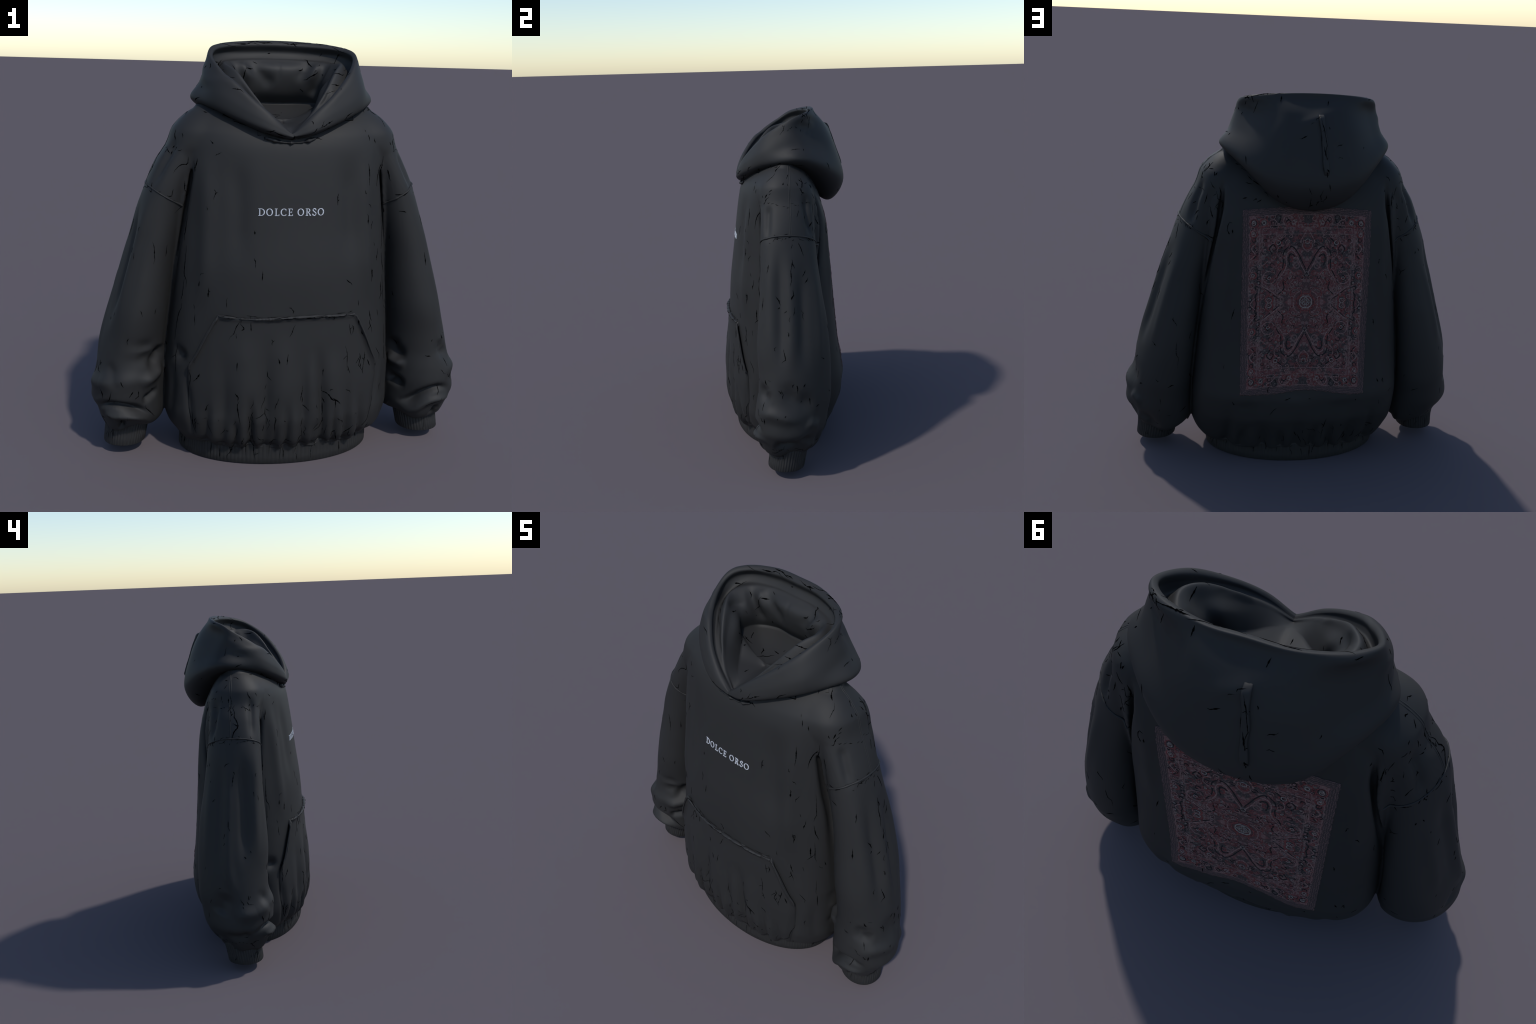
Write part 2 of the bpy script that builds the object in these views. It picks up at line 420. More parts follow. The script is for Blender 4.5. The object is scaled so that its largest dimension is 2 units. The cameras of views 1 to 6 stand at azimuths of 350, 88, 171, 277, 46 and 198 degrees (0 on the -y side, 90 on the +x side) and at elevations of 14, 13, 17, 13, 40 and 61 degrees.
for sgn in (1, -1):
    v, f, n = submesh(V, N, F, is_arm & (np.sign(C[:, 0]) == sgn))
    sleeves.append(make_object("sleeve", v, f, mat_cloth, root, n))

# -------------------------------------------------------------- ribbed bands
def ribbed_band(name, outline, z0, z1, ribs, depth, parent, lean=None, wob=0.0, phase=0.0, flare=0.0):
    """a ribbed tube: outline(t) gives the flat curve and its outward normal"""
    n = ribs * 6
    t = np.linspace(0, 2 * np.pi, n, endpoint=False)
    rows = np.array([(-.016, .010), (-.010, .001), (-.003, .0), (0, .005), (.001, .012), (.0, .3), (-.001, .55), (.001, .8), (.0, .95), (-.004, 1.0), (-.012, 1.03)])
    rib = -depth * (0.5 - 0.5 * np.cos(t * ribs)) ** 1.5
    P, Nn = outline(t)
    Vv = []
    for k, (off, h) in enumerate(rows):
        fade = smooth(0.0, .04, h) * (1 - .6 * smooth(.9, 1.0, h))
        r = off + rib * fade + wob * np.sin(3 * t + phase) * math.sin(h * 3)
        z = z0 + (z1 - z0) * h
        shift = lean(h) if lean else np.zeros(2)
        Vv.append(np.column_stack([P + Nn * (r + flare * max(h, 0) ** 1.3)[:, None] + shift, np.full(n, z)]))
    Vv = np.vstack(Vv)
    K = len(rows)
    i = np.arange(n); j = (i + 1) % n
    Ff = np.vstack([np.stack([k * n + i, k * n + j, (k + 1) * n + j, (k + 1) * n + i], 1) for k in range(K - 1)])
    return make_object(name, Vv, Ff, mat_rib, parent)

def superellipse(cx, cy, a, b, n):
    def f(t):
        c, s = np.cos(t), np.sin(t)
        p = np.column_stack([cx + a * np.sign(c) * np.abs(c) ** (2 / n), cy + b * np.sign(s) * np.abs(s) ** (2 / n)])
        q = np.roll(p, -1, 0) - np.roll(p, 1, 0)
        nn = np.column_stack([q[:, 1], -q[:, 0]]); nn /= np.linalg.norm(nn, axis=1, keepdims=True)
        return p, nn
    return f

ribbed_band("hem_band", superellipse(0, -.026, .487, .294, 2.05), 0.0, .118, 150, .0022, root)
for s, sgn in zip(sleeves, (1, -1)):
    ribbed_band("cuff", superellipse(.774 if sgn > 0 else -.762, -.046, .107 if sgn > 0 else .102, .102, 2.1), 0.047, .182, 46, .0036, s,
                lean=lambda h, sgn=sgn: np.array([-sgn * .020 * h, 0.022 * h]), flare=.013)

# --------------------------------------------------------------------- hood
# stations run from the front V (first) round the side to the back (last);
# every station is a profile from the neck seam over the bulge and the rim
# into the lining roll and down to the inside of the neck
HOOD = [
    # hidden foot,        underside,           bulge,               middle,              below rim,           rim outer,           rim top,             rim inner,           lining wall,         groove,              roll crest,          roll face,           roll lip,            neck edge
    [(.003, -.225, 1.560), (.003, -.252, 1.562), (.003, -.268, 1.573), (.003, -.267, 1.582), (.003, -.264, 1.588), (.003, -.258, 1.589), (.003, -.251, 1.590), (.003, -.246, 1.589), (.003, -.241, 1.588), (.003, -.238, 1.589), (.003, -.233, 1.588), (.003, -.228, 1.584), (.003, -.215, 1.590), (.003, -.188, 1.604)],
    [(.10, -.215, 1.58), (.105, -.249, 1.585), (.108, -.272, 1.602), (.105, -.270, 1.630), (.103, -.262, 1.655), (.101, -.252, 1.671), (.098, -.241, 1.676), (.095, -.231, 1.671), (.092, -.227, 1.662), (.089, -.221, 1.657), (.083, -.210, 1.661), (.074, -.198, 1.650), (.066, -.183, 1.640), (.056, -.150, 1.626)],
    [(.20, -.14, 1.61), (.212, -.186, 1.622), (.234, -.218, 1.645), (.229, -.222, 1.688), (.216, -.214, 1.728), (.209, -.205, 1.752), (.200, -.195, 1.760), (.190, -.186, 1.752), (.188, -.182, 1.735), (.181, -.171, 1.727), (.161, -.152, 1.754), (.143, -.142, 1.722), (.128, -.122, 1.695), (.108, -.092, 1.648)],
    [(.31, -.05, 1.66), (.335, -.095, 1.672), (.362, -.122, 1.698), (.356, -.126, 1.760), (.330, -.116, 1.822), (.313, -.108, 1.853), (.302, -.098, 1.863), (.289, -.089, 1.853), (.288, -.084, 1.825), (.276, -.074, 1.812), (.240, -.062, 1.862), (.205, -.055, 1.815), (.172, -.040, 1.772), (.160, -.028, 1.700)],
    [(.37, .03, 1.69), (.425, .04, 1.702), (.449, .060, 1.738), (.404, .045, 1.808), (.374, .035, 1.88), (.362, .034, 1.930), (.352, .032, 1.944), (.336, .030, 1.932), (.345, .032, 1.895), (.326, .026, 1.858), (.280, .018, 1.898), (.236, .016, 1.845), (.203, .012, 1.785), (.205, .010, 1.712)],
    [(.29, .10, 1.63), (.335, .205, 1.630), (.362, .226, 1.690), (.318, .180, 1.800), (.291, .137, 1.905), (.298, .138, 1.962), (.289, .124, 1.978), (.272, .112, 1.962), (.284, .130, 1.932), (.268, .120, 1.902), (.238, .100, 1.895), (.200, .078, 1.855), (.182, .085, 1.78), (.20, .11, 1.700)],
    [(.13, .15, 1.53), (.165, .280, 1.475), (.210, .345, 1.590), (.184, .300, 1.775), (.154, .245, 1.902), (.145, .198, 1.972), (.140, .183, 1.995), (.132, .160, 1.975), (.138, .176, 1.942), (.134, .163, 1.914), (.126, .142, 1.902), (.112, .106, 1.855), (.105, .122, 1.765), (.11, .162, 1.700)],
    [(0, .17, 1.50), (0, .290, 1.430), (0, .382, 1.562), (0, .330, 1.770), (0, .274, 1.890), (0, .205, 1.966), (0, .190, 1.999), (0, .163, 1.978), (0, .180, 1.945), (0, .166, 1.917), (0, .147, 1.904), (0, .105, 1.86), (0, .122, 1.760), (0, .166, 1.698)],
]
def hood_mesh(nu=90, nv=110):
    S = np.array(HOOD, float)                       # stations x points x 3
    right = spline(S.reshape(len(S), -1), nu).reshape(nu, S.shape[1], 3)
    # mirror the back so that the spline is smooth across x = 0
    full = np.concatenate([S, (S * [-1, 1, 1])[-2::-1]], 0)
    full = spline(full.reshape(len(full), -1), 2 * nu - 1).reshape(2 * nu - 1, S.shape[1], 3)
    rows = np.stack([spline(r, nv) for r in full], 0)
    return rows                                      # around x along profile x 3

rows = hood_mesh()
rows = lopsided(rows.reshape(-1, 3)).reshape(rows.shape)
NU, NV = rows.shape[:2]
rows[0, :, 0] = 0; rows[-1, :, 0] = 0
VH = rows.reshape(-1, 3)
i, j = np.meshgrid(np.arange(NU - 1), np.arange(NV - 1), indexing="ij")
FH = np.stack([i * NV + j, (i + 1) * NV + j, (i + 1) * NV + j + 1, i * NV + j + 1], -1).reshape(-1, 4)
# floor of the neck: shrink the last ring towards a low centre
ring = rows[:, -1]
VF = [VH]; base = len(VH); cols = 14
cen = np.array([0, -.03, 1.618])
prev = np.arange(NU) * NV + NV - 1
fl = []
for k in range(1, cols + 1):
    w = k / cols
    r = ring * (1 - w) + cen * w
    soft_z = ring[:, 2].copy(); kk = int(2 + 16 * w)
    soft_z = np.convolve(np.concatenate([soft_z[kk:0:-1], soft_z, soft_z[-2:-kk - 2:-1]]), np.ones(2 * kk + 1) / (2 * kk + 1), 'valid')
    r[:, 2] = cen[2] + (soft_z - cen[2]) * (1 - w) ** 1.6
    VF.append(r)
    cur = base + (k - 1) * NU + np.arange(NU)
    fl.append(np.stack([prev[:-1], prev[1:], cur[1:], cur[:-1]], 1))
    prev = cur
VH = np.vstack(VF)
FL = np.vstack(fl)
FALL = np.vstack([FH, FL])
inner_pts = np.arange(base, len(VH))
for _ in range(60):
    E_ = np.vstack([FL[:, [0, 1]], FL[:, [1, 2]], FL[:, [2, 3]], FL[:, [3, 0]]]); E_ = np.vstack([E_, E_[:, ::-1]])
    dg = np.maximum(np.bincount(E_[:, 0], minlength=len(VH)), 1)
    mz = np.bincount(E_[:, 0], VH[E_[:, 1], 2], len(VH)) / dg
    VH[inner_pts, 2] = mz[inner_pts]
nh = vertex_normals(VH, FALL)
if nh[(NU // 2) * NV + int(NV * .2)][1] < 0:
    FALL = FALL[:, ::-1].copy(); nh = -nh
plain_hood = BVHTree.FromPolygons(VH.tolist(), FALL.tolist())
# creases where the lining roll turns its back corners, dents and soft drapes
for stroke, w, d in [
    ([(-.235, .11, 1.91), (-.20, .075, 1.86), (-.165, .09, 1.77), (-.15, .12, 1.73)], .022, -.018),
    ([(.245, .11, 1.91), (.205, .075, 1.86), (.17, .09, 1.77), (.16, .12, 1.73)], .022, -.018),
    ([(-.155, .14, 1.905), (-.115, .11, 1.865), (-.06, .10, 1.81), (-.02, .11, 1.77)], .030, -.014),
    ([(-.185, .13, 1.90), (-.16, .09, 1.86), (-.12, .09, 1.79)], .022, .008),
    ([(.165, .14, 1.905), (.13, .11, 1.865), (.08, .10, 1.80)], .028, -.012),
    ([(.20, .13, 1.90), (.17, .09, 1.86), (.135, .09, 1.79)], .022, .008),
    ([(.0, .145, 1.90), (.0, .11, 1.86), (.0, .11, 1.80)], .008, -.004),
    ([(-.25, -.06, 1.84), (-.22, .0, 1.85), (-.20, .05, 1.84)], .018, -.008),
    ([(.10, -.20, 1.66), (.17, -.15, 1.73), (.23, -.07, 1.81)], .010, -.007),
    ([(-.10, -.20, 1.66), (-.17, -.15, 1.73), (-.23, -.07, 1.81)], .010, -.007),
    ([(.10, .30, 1.84), (.03, .29, 1.87), (-.02, .28, 1.885), (-.05, .28, 1.88)], .026, .008),
    ([(.33, .10, 1.93), (.30, .15, 1.92), (.24, .2, 1.915)], .018, .006),
    ([(.36, -.10, 1.75), (.42, .03, 1.80), (.40, .1, 1.84)], .04, -.006),
    ([(-.34, -.12, 1.80), (-.38, .02, 1.86), (-.35, .10, 1.90)], .03, .007),
    ([(-.34, -.12, 1.75), (-.40, .02, 1.80), (-.37, .10, 1.84)], .04, -.007),
]:
    fold(VH, nh, [np.array(plain_hood.find_nearest(Vector(q))[0]) for q in stroke], w, d)
nh = vertex_normals(VH, FALL)
if nh[(NU // 2) * NV + int(NV * .2)][1] < 0:
    FALL = FALL[:, ::-1].copy(); nh = -nh
# the lining is one cloth across the front: same normals on both sides of x = 0
for q0, q1 in [(jj, (NU - 1) * NV + jj) for jj in range(int(NV * .80), NV)] + [(base + k * NU, base + k * NU + NU - 1) for k in range(cols)]:
    m_ = nh[q0] + nh[q1]; m_ /= np.linalg.norm(m_); nh[q0] = nh[q1] = m_
fj = np.concatenate([j.ravel(), np.full(len(FL), NV)])
rim_j = int(NV * 7 / 13)
v, f, n = submesh(VH, nh, FALL, fj < rim_j)
hood = make_object("hood", v, f, mat_cloth, root, n)
v, f, n = submesh(VH, nh, FALL, (fj >= rim_j) & (fj < NV))
make_object("hood_lining", v, f, mat_lining, hood, n)
v, f, n = submesh(VH, nh, FALL, fj >= NV)
make_object("neck_inside", v, f, mat_lining, hood, n)
hood_bvh = BVHTree.FromPolygons(VH.tolist(), FALL.tolist())

# ------------------------------------------------------------ sewn-on pieces
def tube(path, radius, name, mat, parent, jitter=0.0, sides=8, flat=1.0, normals=None):
    """a bead of fabric along a path; jitter makes it lumpy"""
    P = np.asarray(path, float); n = len(P)
    T = np.gradient(P, axis=0); T /= np.linalg.norm(T, axis=1, keepdims=True)
    A = normals if normals is not None else np.tile([0, 0, 1.0], (n, 1))
    B = np.cross(T, A); B /= np.linalg.norm(B, axis=1, keepdims=True)
    A = np.cross(B, T)
    r = radius * (1 + jitter * np.convolve(rng.normal(size=n + 4), np.ones(5) / 2.2, "valid"))
    r = np.maximum(r, radius * .3)
    r[0] = r[-1] = radius * .15
    a = np.linspace(0, 2 * np.pi, sides, endpoint=False)
    Vt = P[:, None] + r[:, None, None] * (np.cos(a)[None, :, None] * B[:, None] + flat * np.sin(a)[None, :, None] * A[:, None])
    i, k = np.meshgrid(np.arange(n - 1), np.arange(sides), indexing="ij")
    Ft = np.stack([i * sides + k, i * sides + (k + 1) % sides, (i + 1) * sides + (k + 1) % sides, (i + 1) * sides + k], -1).reshape(-1, 4)
    return make_object(name, Vt.reshape(-1, 3), Ft, mat, parent)

def sheet(rows_, name, mat, parent, lift, sink=.004):
    """closed panel: grid of (point, normal) lifted off the surface, skirt sunk into it"""
    P = np.array([[q[0] for q in r] for r in rows_]); Nn = np.array([[q[1] for q in r] for r in rows_])
    L = np.array(lift)[..., None]
    top = P + Nn * L
    nr, nc = P.shape[:2]
    loop = [(0, c) for c in range(nc)] + [(r, nc - 1) for r in range(1, nr)] + [(nr - 1, c) for c in range(nc - 2, -1, -1)] + [(r, 0) for r in range(nr - 2, 0, -1)]
    sink = np.broadcast_to(np.asarray(sink, float), P.shape[:2])
    skirt = np.array([P[q] - Nn[q] * sink[q] for q in loop])
    i, j = np.meshgrid(np.arange(nr - 1), np.arange(nc - 1), indexing="ij")
    Fq = np.stack([i * nc + j, i * nc + j + 1, (i + 1) * nc + j + 1, (i + 1) * nc + j], -1).reshape(-1, 4)
    b = nr * nc; m = len(loop)
    ids = np.array([r * nc + c for r, c in loop])
    k = np.arange(m); k2 = (k + 1) % m
    Fs = np.stack([ids[k2], ids[k], b + k, b + k2], 1)
    Vs = np.vstack([top.reshape(-1, 3), skirt]); Fa = np.vstack([Fq, Fs])
    nv = vertex_normals(Vs, Fa)
    if (nv[:b] * Nn.reshape(-1, 3)).sum() < 0:
        Fa = Fa[:, ::-1].copy()
    return make_object(name, Vs, Fa, mat, parent)

# kangaroo pocket: a trapezium opening at both slanted sides
pocket_half = profile([(.757, .323), (.66, .370), (.55, .418), (.48, .450), (.44, .456), (.3, .452), (.2, .436), (.10, .415)])
zs = np.concatenate([[.757, .7545, .750], np.linspace(.742, .112, 84)])
ss = np.concatenate([[-1, -.996, -.988], np.linspace(-.975, .975, 110), [.988, .996, 1]])
prow, plift, psink = [], [], []
for z in zs:
    row, lf, sk = [], [], []
    for s in ss:
        zz = z + .012 * np.sin(s * 4 + .5) * smooth(.70, .757, z) * .35
        p, nn = on_body("front", s * float(pocket_half(z)) - (.004 if s < 0 else -.001), zz, body_bvh)
        edge = smooth(.945, 1.0, abs(s))
        mouth = smooth(.44, .50, z) * (1 - smooth(.72, .757, z))
        h = .007 + .017 * edge * mouth + .004 * smooth(.73, .75, z) - .0055 * smooth(.75, .757, z)
        h *= 1 - (.75 - .55 * mouth) * smooth(.985, 1.0, abs(s))
        h *= smooth(.108, .15, z) * .9 + .1
        row.append((p, nn)); lf.append(h); sk.append(.004 - (.004 + max(h - .006, 0)) * mouth * (abs(s) > .99))
    prow.append(row); plift.append(lf); psink.append(sk)
pocket = sheet(prow, "pocket", mat_cloth, root, plift, psink)
pts = [on_body("front", x, .7535 + .0042 * math.sin(x * 12.4 + .5), body_bvh) for x in np.linspace(-.322, .322, 130)]
tube([p + n * .0095 for p, n in pts], .0105, "pocket_top_edge", mat_cloth, pocket, jitter=.26, flat=.7)
for sgn in (1, -1):
    pts = [on_body("front", sgn * (float(pocket_half(z)) - .004), z, body_bvh) for z in np.linspace(.745, .47, 60)]
    tube([p + n * (.012 + .008 * math.sin(3.14 * k / 59)) for k, (p, n) in enumerate(pts)], .0050, "pocket_side_edge", mat_cloth, pocket, jitter=.12)

# drop-shoulder seams, shoulder seams and the bead under the hood
for sgn, slv in zip((1, -1), sleeves):
    path = []
    for phi in np.radians(np.linspace(-118, 118, 90)):
        z = 1.28
        for _ in range(6):
            c = np.array([sgn * .53, 0.0, z]); d = np.array([sgn * math.cos(phi), math.sin(phi), 0])
            hit = body_bvh.ray_cast(Vector(c + d * .5), Vector(-d))
            if hit[0] is None: break
            z = 1.235 + (abs(hit[0].x) - .475) * .60
        if hit[0] is not None and abs(hit[0].x) > .470:
            path.append((np.array(hit[0]), np.array(hit[1])))
    tube([p + n * .0004 for p, n in path], .0048, "armhole_seam", mat_cloth, slv, jitter=.25)
    for dy in (-.004, .005):
        pts = [on_body("top", sgn * x, .022 + dy - .012 * (x - .4) / .26, body_bvh) for x in np.linspace(.40, .652, 60)]
        tube([p - n * .0012 for p, n in pts], .0026, "shoulder_seam", mat_cloth, torso, jitter=.15)
pts = [on_body("front", x, 1.546 + 1.6 * x * x, body_bvh) for x in np.linspace(-.115, .115, 60)]
tube([p + n * .003 for p, n in pts], .0085, "neck_seam", mat_cloth, torso, jitter=.3, flat=.7)

# tab sewn down the middle of the hood's back
def on_hood(a, b):
    return on_body("back", a, b, hood_bvh)
trow, tl = [], []
for z in np.linspace(1.905, 1.628, 44):
    t = (1.905 - z) / .277
    c = -.030 - .020 * t + .0015 * math.sin(t * 11)
    row, lf = [], []
    for s in np.linspace(-1, 1, 11):
        p, n = on_hood(c + s * (.0125 + .0016 * math.sin(t * 17)), z)
        row.append((p, np.array([0, .96, .28])))
        lf.append((.0115 + .0015 * math.sin(t * 9)) * (1 - .3 * abs(s) ** 6) * smooth(0, .05, t) * (1 - .8 * smooth(.93, 1, t)))
    trow.append(row); tl.append(lf)
tab = sheet(trow, "back_tab", mat_cloth, hood, tl)

# --------------------------------------------------------------- flat ribbons
def ribbon(path, widths, lift=.001, thick=.0025, side="front", bvh=None, mapper=None):
    """thin strip following the garment; path in the plane of that side"""
    P = np.asarray(path, float); n = len(P)
    T = np.gradient(P, axis=0); T /= np.maximum(np.linalg.norm(T, axis=1, keepdims=True), 1e-9)
    Q = np.column_stack([-T[:, 1], T[:, 0]]) * np.asarray(widths)[:, None] / 2
    Vr = []
    for a in (P + Q, P - Q):
        for b in a:
            p, nn = on_body(side, b[0], b[1], bvh)
            Vr.append((p + nn * lift, p + nn * (lift - thick)))
    Vr = np.array(Vr)                                  # 2n x 2 x 3
    up, dn = Vr[:, 0], Vr[:, 1]
    Vv = np.vstack([up[:n], up[n:], dn[:n], dn[n:]])
    k = np.arange(n - 1)
    Fr = np.vstack([np.stack([k, k + 1, n + k + 1, n + k], 1),
                    np.stack([2 * n + k + 1, 2 * n + k, 3 * n + k, 3 * n + k + 1], 1),
                    np.stack([k + 1, k, 2 * n + k, 2 * n + k + 1], 1),
                    np.stack([n + k, n + k + 1, 3 * n + k + 1, 3 * n + k], 1),
                    [[0, n, 3 * n, 2 * n], [n - 1, 3 * n - 1, 4 * n - 1, 2 * n - 1]][:1],
                    [[2 * n - 1, n - 1, 3 * n - 1, 4 * n - 1]]])
    return Vv, Fr

def join(parts):
    Vs, Fs, b = [], [], 0
    for v, f in parts:
        Vs.append(v); Fs.append(f + b); b += len(v)
    return np.vstack(Vs), np.vstack(Fs)

# chest lettering: serif capitals drawn as pen strokes (cap height 1)
def arc(cx, cy, rx, ry, a0, a1, n=26):
    t = np.radians(np.linspace(a0, a1, n))
    return np.column_stack([cx + rx * np.cos(t), cy + ry * np.sin(t)])
def line(*p, n=12):
    p = np.array(p, float)
    return np.vstack([p[i] + (p[i + 1] - p[i]) * np.linspace(0, 1, n)[:, None] for i in range(len(p) - 1)]) if len(p) > 1 else p
def pen(curve, thin, thick, slant=0.0):
    """broad-nib pen: vertical runs are thick, horizontal runs thin"""
    T = np.gradient(curve, axis=0); a = np.abs(np.sin(np.arctan2(T[:, 1], T[:, 0]) - slant))
    return curve, thin + (thick - thin) * a ** 1.3
def stem(x): return (line((x, .03), (x, .97)), np.full(12, .15))
def serif(x0, x1, y): return (line((x0, y), (x1, y)), np.full(12, .075))
def tip(x, y0, y1): return (line((x, y0), (x, y1)), np.linspace(.10, .05, 12))
bowl_D = np.vstack([line((.12, .955), (.34, .955)), arc(.34, .5, .46, .455, 85, -85), line((.34, .045), (.12, .045))])
GLYPHS = {
    "D": [stem(.18), serif(.0, .3, .955), serif(.0, .3, .045), pen(bowl_D, .07, .16)],
    "O": [pen(arc(.46, .5, .38, .455, 0, 365, 60), .075, .165, .12)],
    "L": [stem(.20), serif(.02, .40, .96), serif(.02, .58, .045), tip(.59, .03, .27)],
    "C": [pen(arc(.47, .5, .39, .455, 48, 318, 50), .075, .165, .1), tip(.74, .93, .64), tip(.77, .22, .10)],
    "E": [stem(.20), serif(.02, .60, .955), serif(.02, .62, .045), serif(.2, .50, .51), tip(.60, .96, .75), tip(.64, .04, .26), tip(.51, .62, .40)],
    "R": [stem(.18), serif(.0, .33, .955), serif(.0, .34, .045),
          pen(np.vstack([line((.15, .955), (.32, .955)), arc(.32, .735, .24, .22, 85, -85), line((.32, .515), (.18, .515))]), .07, .15),
          (line((.34, .52), (.66, .06)), np.linspace(.13, .15, 12)), serif(.54, .76, .045)],
    "S": [pen(spline([(.50, .80), (.40, .94), (.26, .955), (.12, .85), (.13, .70), (.30, .54), (.48, .40), (.53, .24), (.42, .07), (.26, .04), (.12, .12), (.06, .25)], 60), .08, .155, .9),
          tip(.53, .93, .70), tip(.05, .07, .30)],
}
mat_ink, nt, b = new_mat("pale_print")
b.inputs["Base Color"].default_value = (.46, .48, .53, 1); b.inputs["Roughness"].default_value = .7
lettering = bpy.data.objects.new("chest_lettering", None); bpy.context.scene.collection.objects.link(lettering); lettering.parent = root
CAP, X0, Z0 = .0335, -.1495, 1.2225
for ch, px in zip("DOLCEORSO", (315, 505, 715, 863, 1048, 1288, 1498, 1668, 1808)):
    parts = []
    for k, (curve, w) in enumerate(GLYPHS[ch]):
        c = np.column_stack([X0 + (px - 315) * 1.83e-4 + curve[:, 0] * CAP * 1.0, Z0 + curve[:, 1] * CAP])
        parts.append(ribbon(c, np.asarray(w) * CAP, lift=.0012 + .00025 * k, bvh=body_bvh))
    v, f = join(parts)
    make_object("letter", v, f, mat_ink, lettering)

# ---------------------------------------------------- carpet print on the back
PCX, PCZ, PHX, PHZ = .0035, .927, .3315, .490          # centre and half sizes

def arch(x):
    """the print hangs a little higher in the middle"""
    return .019 * (1 - ((x - PCX) / PHX) ** 2)

class Num:
    """tiny expression wrapper that grows Math nodes"""
    def __init__(s, nt, out): s.nt, s.out = nt, out
    def op(s, kind, *others):
        n = s.nt.nodes.new("ShaderNodeMath"); n.operation = kind
        for k, v in enumerate((s,) + others):
            if isinstance(v, Num): s.nt.links.new(v.out, n.inputs[k])
            else: n.inputs[k].default_value = v
        return Num(s.nt, n.outputs[0])
    def __add__(s, o): return s.op("ADD", o)
    def __sub__(s, o): return s.op("SUBTRACT", o)
    def __mul__(s, o): return s.op("MULTIPLY", o)
    def abs(s): return s.op("ABSOLUTE")
    def sin(s): return s.op("SINE")
    def min(s, o): return s.op("MINIMUM", o)
    def max(s, o): return s.op("MAXIMUM", o)
    def band(s, lo, hi, soft):
        """1 inside lo..hi"""
        return s.step(lo, soft).op("MULTIPLY", s.step(hi, soft) * -1 + 1)
    def step(s, e, soft):
        n = s.nt.nodes.new("ShaderNodeMapRange"); n.interpolation_type = "SMOOTHSTEP"
        s.nt.links.new(s.out, n.inputs[0])
        for k, v in zip((1, 2, 3, 4), (e - soft, e + soft, 0, 1)): n.inputs[k].default_value = v
        return Num(s.nt, n.outputs[0])

